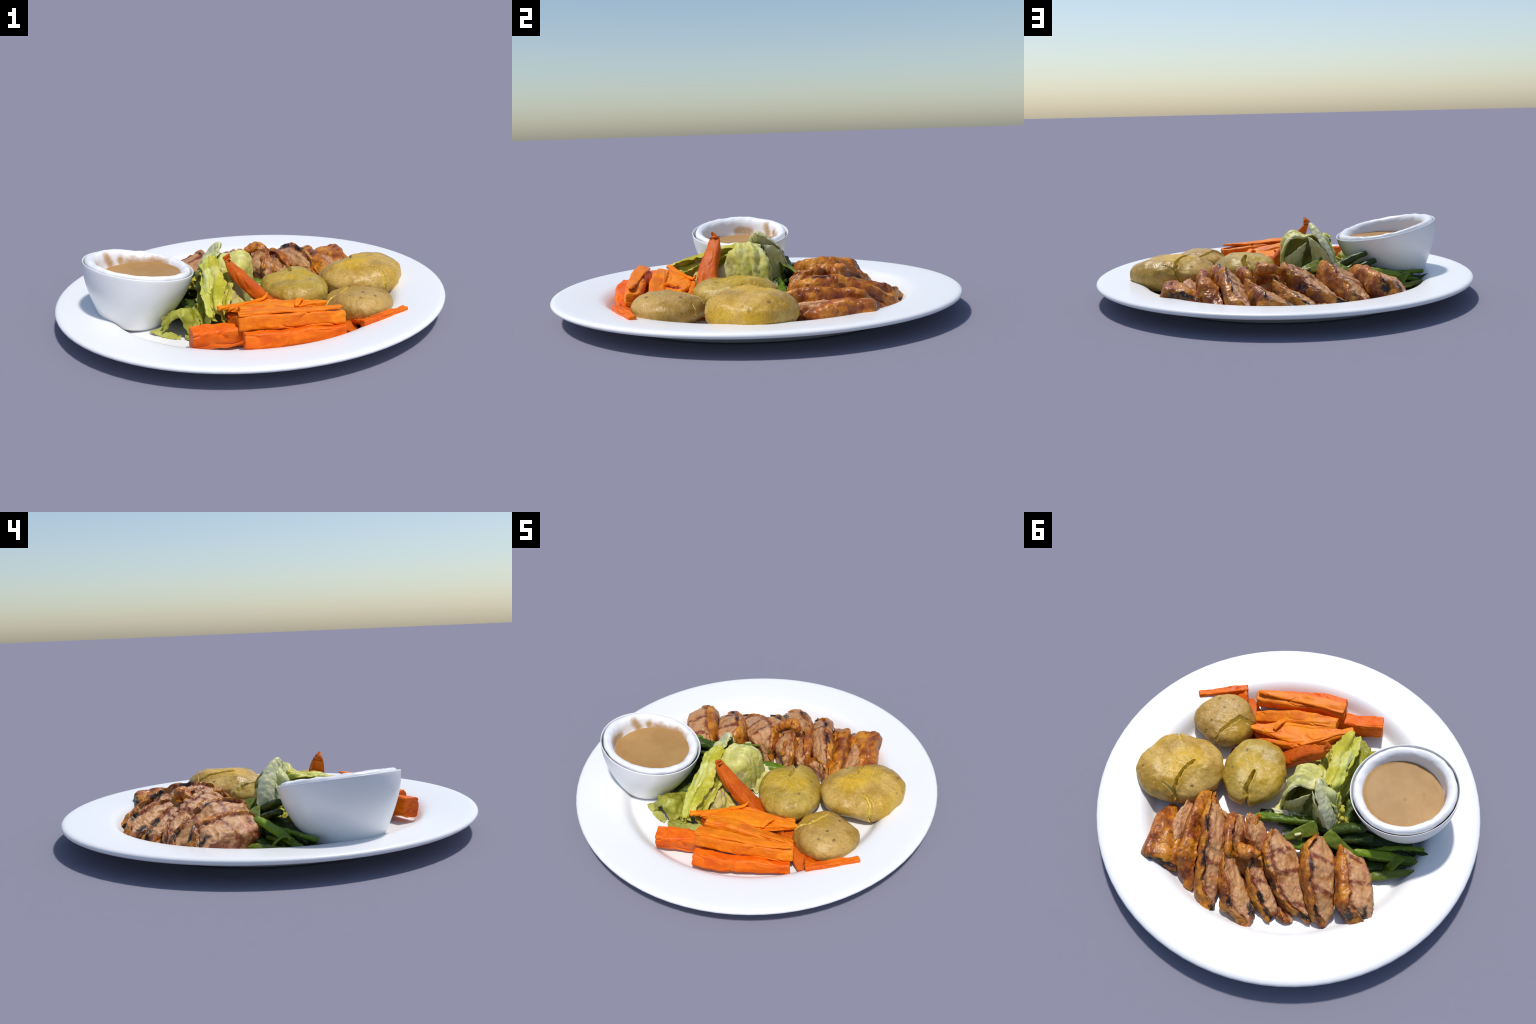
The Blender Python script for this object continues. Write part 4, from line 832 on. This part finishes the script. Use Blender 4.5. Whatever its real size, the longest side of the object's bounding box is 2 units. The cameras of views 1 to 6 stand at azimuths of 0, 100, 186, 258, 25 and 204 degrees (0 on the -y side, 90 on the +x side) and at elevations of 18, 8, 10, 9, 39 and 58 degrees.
# ------------------------------------------------------------------ flat green beans
BEANS = [
    ([(0.118, 0.155, 0.070, 0.040, 0.030, 10), (0.03, 0.130, 0.090, 0.052, 0.036, 10), (-0.10, 0.095, 0.105, 0.052, 0.036, 12), (-0.23, 0.050, 0.11, 0.04, 0.03, 10)], 1),
    ([(0.105, 0.115, 0.055, 0.045, 0.028, 0), (-0.02, 0.085, 0.070, 0.055, 0.03, 0), (-0.18, 0.040, 0.085, 0.05, 0.03, 0), (-0.32, 0.0, 0.09, 0.045, 0.03, 0)], 0),
    ([(-0.082, 0.236, 0.128, 0.014, 0.012, -35), (-0.12, 0.203, 0.145, 0.046, 0.015, -35), (-0.165, 0.165, 0.160, 0.070, 0.016, -35), (-0.212, 0.125, 0.166, 0.080, 0.016, -35)], 2),
    ([(-0.120, 0.250, 0.090, 0.020, 0.016, -20), (-0.18, 0.215, 0.098, 0.044, 0.022, -20), (-0.25, 0.185, 0.105, 0.048, 0.022, -20), (-0.31, 0.165, 0.10, 0.04, 0.02, -20)], 1),
    ([(-0.272, 0.130, 0.156, 0.078, 0.015, -30), (-0.310, 0.142, 0.147, 0.074, 0.016, -30), (-0.36, 0.148, 0.130, 0.054, 0.016, -30), (-0.420, 0.140, 0.112, 0.016, 0.012, -30)], 2),
    ([(-0.405, 0.180, 0.130, 0.022, 0.018, -20), (-0.46, 0.148, 0.143, 0.042, 0.028, -20), (-0.55, 0.108, 0.122, 0.044, 0.030, -15), (-0.64, 0.065, 0.090, 0.040, 0.028, -10), (-0.712, 0.030, 0.066, 0.034, 0.024, 0)], 1),
    ([(-0.33, 0.085, 0.120, 0.060, 0.030, -20), (-0.45, 0.055, 0.120, 0.068, 0.030, -20), (-0.57, 0.015, 0.106, 0.066, 0.030, -15), (-0.675, -0.020, 0.086, 0.060, 0.028, -10)], 0),
    ([(-0.40, 0.125, 0.080, 0.060, 0.030, -20), (-0.50, 0.085, 0.085, 0.064, 0.030, -20), (-0.60, 0.045, 0.075, 0.060, 0.030, -15), (-0.69, 0.01, 0.06, 0.04, 0.024, -10)], 0),
    ([(-0.655, 0.050, 0.085, 0.040, 0.014, 0), (-0.648, 0.080, 0.112, 0.044, 0.014, 0), (-0.628, 0.112, 0.090, 0.044, 0.014, 0), (-0.610, 0.142, 0.050, 0.036, 0.014, 0)], 1),
    ([(-0.52, 0.225, 0.050, 0.040, 0.022, -10), (-0.60, 0.175, 0.060, 0.046, 0.024, -10), (-0.67, 0.135, 0.066, 0.042, 0.022, -5), (-0.735, 0.092, 0.074, 0.016, 0.014, 0)], 2),
    ([(-0.24, 0.110, 0.135, 0.030, 0.030, 0), (-0.31, 0.085, 0.165, 0.050, 0.038, 0), (-0.38, 0.060, 0.195, 0.052, 0.036, 10), (-0.436, 0.048, 0.216, 0.044, 0.024, 20)], 0),
    ([(-0.30, 0.125, 0.110, 0.030, 0.024, -10), (-0.38, 0.100, 0.140, 0.050, 0.034, -10), (-0.44, 0.080, 0.165, 0.052, 0.034, 0), (-0.486, 0.066, 0.180, 0.046, 0.024, 0)], 0),
    ([(-0.05, 0.18, 0.055, 0.05, 0.03, 0), (-0.2, 0.15, 0.07, 0.06, 0.035, 0), (-0.35, 0.12, 0.07, 0.06, 0.035, 0), (-0.5, 0.08, 0.05, 0.05, 0.03, 0)], 0),
    ([(-0.2, 0.24, 0.055, 0.05, 0.03, 0), (-0.33, 0.20, 0.07, 0.06, 0.035, 0), (-0.45, 0.18, 0.07, 0.06, 0.035, 0), (-0.58, 0.13, 0.05, 0.05, 0.03, 0)], 0),
    ([(-0.235, 0.10, 0.12, 0.05, 0.02, 40), (-0.225, 0.09, 0.16, 0.07, 0.02, 40), (-0.205, 0.085, 0.20, 0.03, 0.016, 40)], 2),
    ([(-0.46, 0.22, 0.048, 0.05, 0.03, 0), (-0.55, 0.14, 0.05, 0.05, 0.03, 0), (-0.68, 0.06, 0.045, 0.045, 0.025, 0)], 0),
    ([(-0.36, -0.02, 0.06, 0.05, 0.03, 0), (-0.45, 0.0, 0.06, 0.05, 0.03, 0), (-0.60, -0.03, 0.06, 0.045, 0.03, 0)], 0),
]
def build_beans():
    cols = [((0.036, 0.064, 0.006), (0.090, 0.140, 0.012), (0.013, 0.026, 0.004)),
            ((0.165, 0.265, 0.009), (0.28, 0.39, 0.025), (0.080, 0.140, 0.006)),
            ((0.150, 0.195, 0.016), (0.22, 0.27, 0.035), (0.090, 0.125, 0.010))]
    # thin strands tangled under and between the pods
    r = np.random.default_rng(5)
    strands = []
    for k in range(22):
        x0, y0 = r.uniform(-0.30, 0.06), 0
        L = r.uniform(0.18, 0.34)
        y0 = 0.14 - 0.10 * (x0 + 0.1) + r.uniform(-0.07, 0.07) * (1.0 if x0 < -0.05 else 0.5)
        if k >= 10:
            x0 = r.uniform(-0.55, -0.22); y0 = 0.16 + 0.28 * (x0 + 0.25) + r.uniform(-0.09, 0.08)
        h = r.uniform(0.045, 0.115); a = math.radians(r.uniform(195, 216)); w = r.uniform(0.016, 0.028)
        P = []
        for t in (0, 0.33, 0.66, 1.0):
            x, y = x0 + math.cos(a) * L * t, y0 + math.sin(a) * L * t
            y = max(y, -0.02 if x < -0.36 else -0.2)
            P.append((x, y + r.uniform(-0.008, 0.008), h + r.uniform(-0.012, 0.012) - 0.02 * t, w * (0.7 if t in (0, 1.0) else 1), w * 0.8, r.uniform(-20, 20)))
        strands.append((P, (0, 0, 1, 2)[k % 4]))
    for i, (st, ci) in enumerate(BEANS + strands):
        V, F = sweep(st, p=3.2 if i in (2, 4) else 2.6, res=0.0034, cap=0.006)
        F = orient(V, F); N = vnormals(V, F)
        V = V + N * (0.0045 * fbm(V, 18, 2, i + 70) + 0.0018 * fbm(V, 50, 2, i + 80))[:, None]
        V[:, 2] = np.maximum(V[:, 2], FLOOR + 0.002)
        c = V.mean(0)
        ob = add_object('flat_bean', make_mesh('flat_bean', V - c, F, bean_material('bean_%d' % i, *cols[ci], i)), loc=tuple(c))
        tag(ob, 'cut piece of cooked flat green bean', 'green bean')

def build_scraps():
    # a bit of onion on the beans
    V, F = sweep([(-0.132, 0.205, 0.158, 0.015, 0.010, 0), (-0.143, 0.197, 0.160, 0.018, 0.011, 0), (-0.153, 0.189, 0.163, 0.014, 0.009, 0)], p=3.5, res=0.0025, cap=0.005)
    F = orient(V, F)
    V = V + vnormals(V, F) * (0.003 * fbm(V, 40, 2, 3))[:, None]
    n = Nodes('onion')
    c = V.mean(0)
    ob = add_object('onion_bit', make_mesh('onion_bit', V - c, F, n.done(n.mix(n.noise(60), (0.42, 0.45, 0.16), (0.52, 0.55, 0.26)), 0.4)), loc=tuple(c))
    tag(ob, 'small pale bit of cooked onion', 'onion')
    # orange juice between the potatoes and the carrots
    n = Nodes('vegetable_juice')
    mat = n.done(n.mix(n.noise(25, 3), (0.55, 0.10, 0.02), (0.38, 0.05, 0.012)), 0.2)
    for cx, cy, rx, ry, sd in [(0.375, -0.185, 0.055, 0.045, 1), (0.40, -0.30, 0.05, 0.07, 2), (0.55, -0.46, 0.07, 0.03, 3)]:
        k, m = 14, 70
        r = np.linspace(0.002, 1, k); a = np.linspace(0, 2 * math.pi, m, endpoint=False)
        w = 1 + 0.25 * fbm(np.stack([np.cos(a), np.sin(a), 0 * a], -1), 1.5, 2, sd)
        X = r[:, None] * np.cos(a) * rx * w; Y = r[:, None] * np.sin(a) * ry * w
        Z = 0.0045 * np.sqrt(np.maximum(0, 1 - r ** 3))[:, None] + 0 * X + 0.0006
        V = np.stack([X, Y, Z], -1).reshape(-1, 3)
        ob = add_object('juice_puddle', make_mesh('juice_puddle', V, grid_faces(k, m), mat), loc=(cx, cy, FLOOR))
        tag(ob, 'thin glossy puddle of orange vegetable juice', 'juice')

build_scraps()
build_plate()
build_bowl()
build_potatoes()
build_carrots()
build_chicken()
build_cabbage()
build_beans()
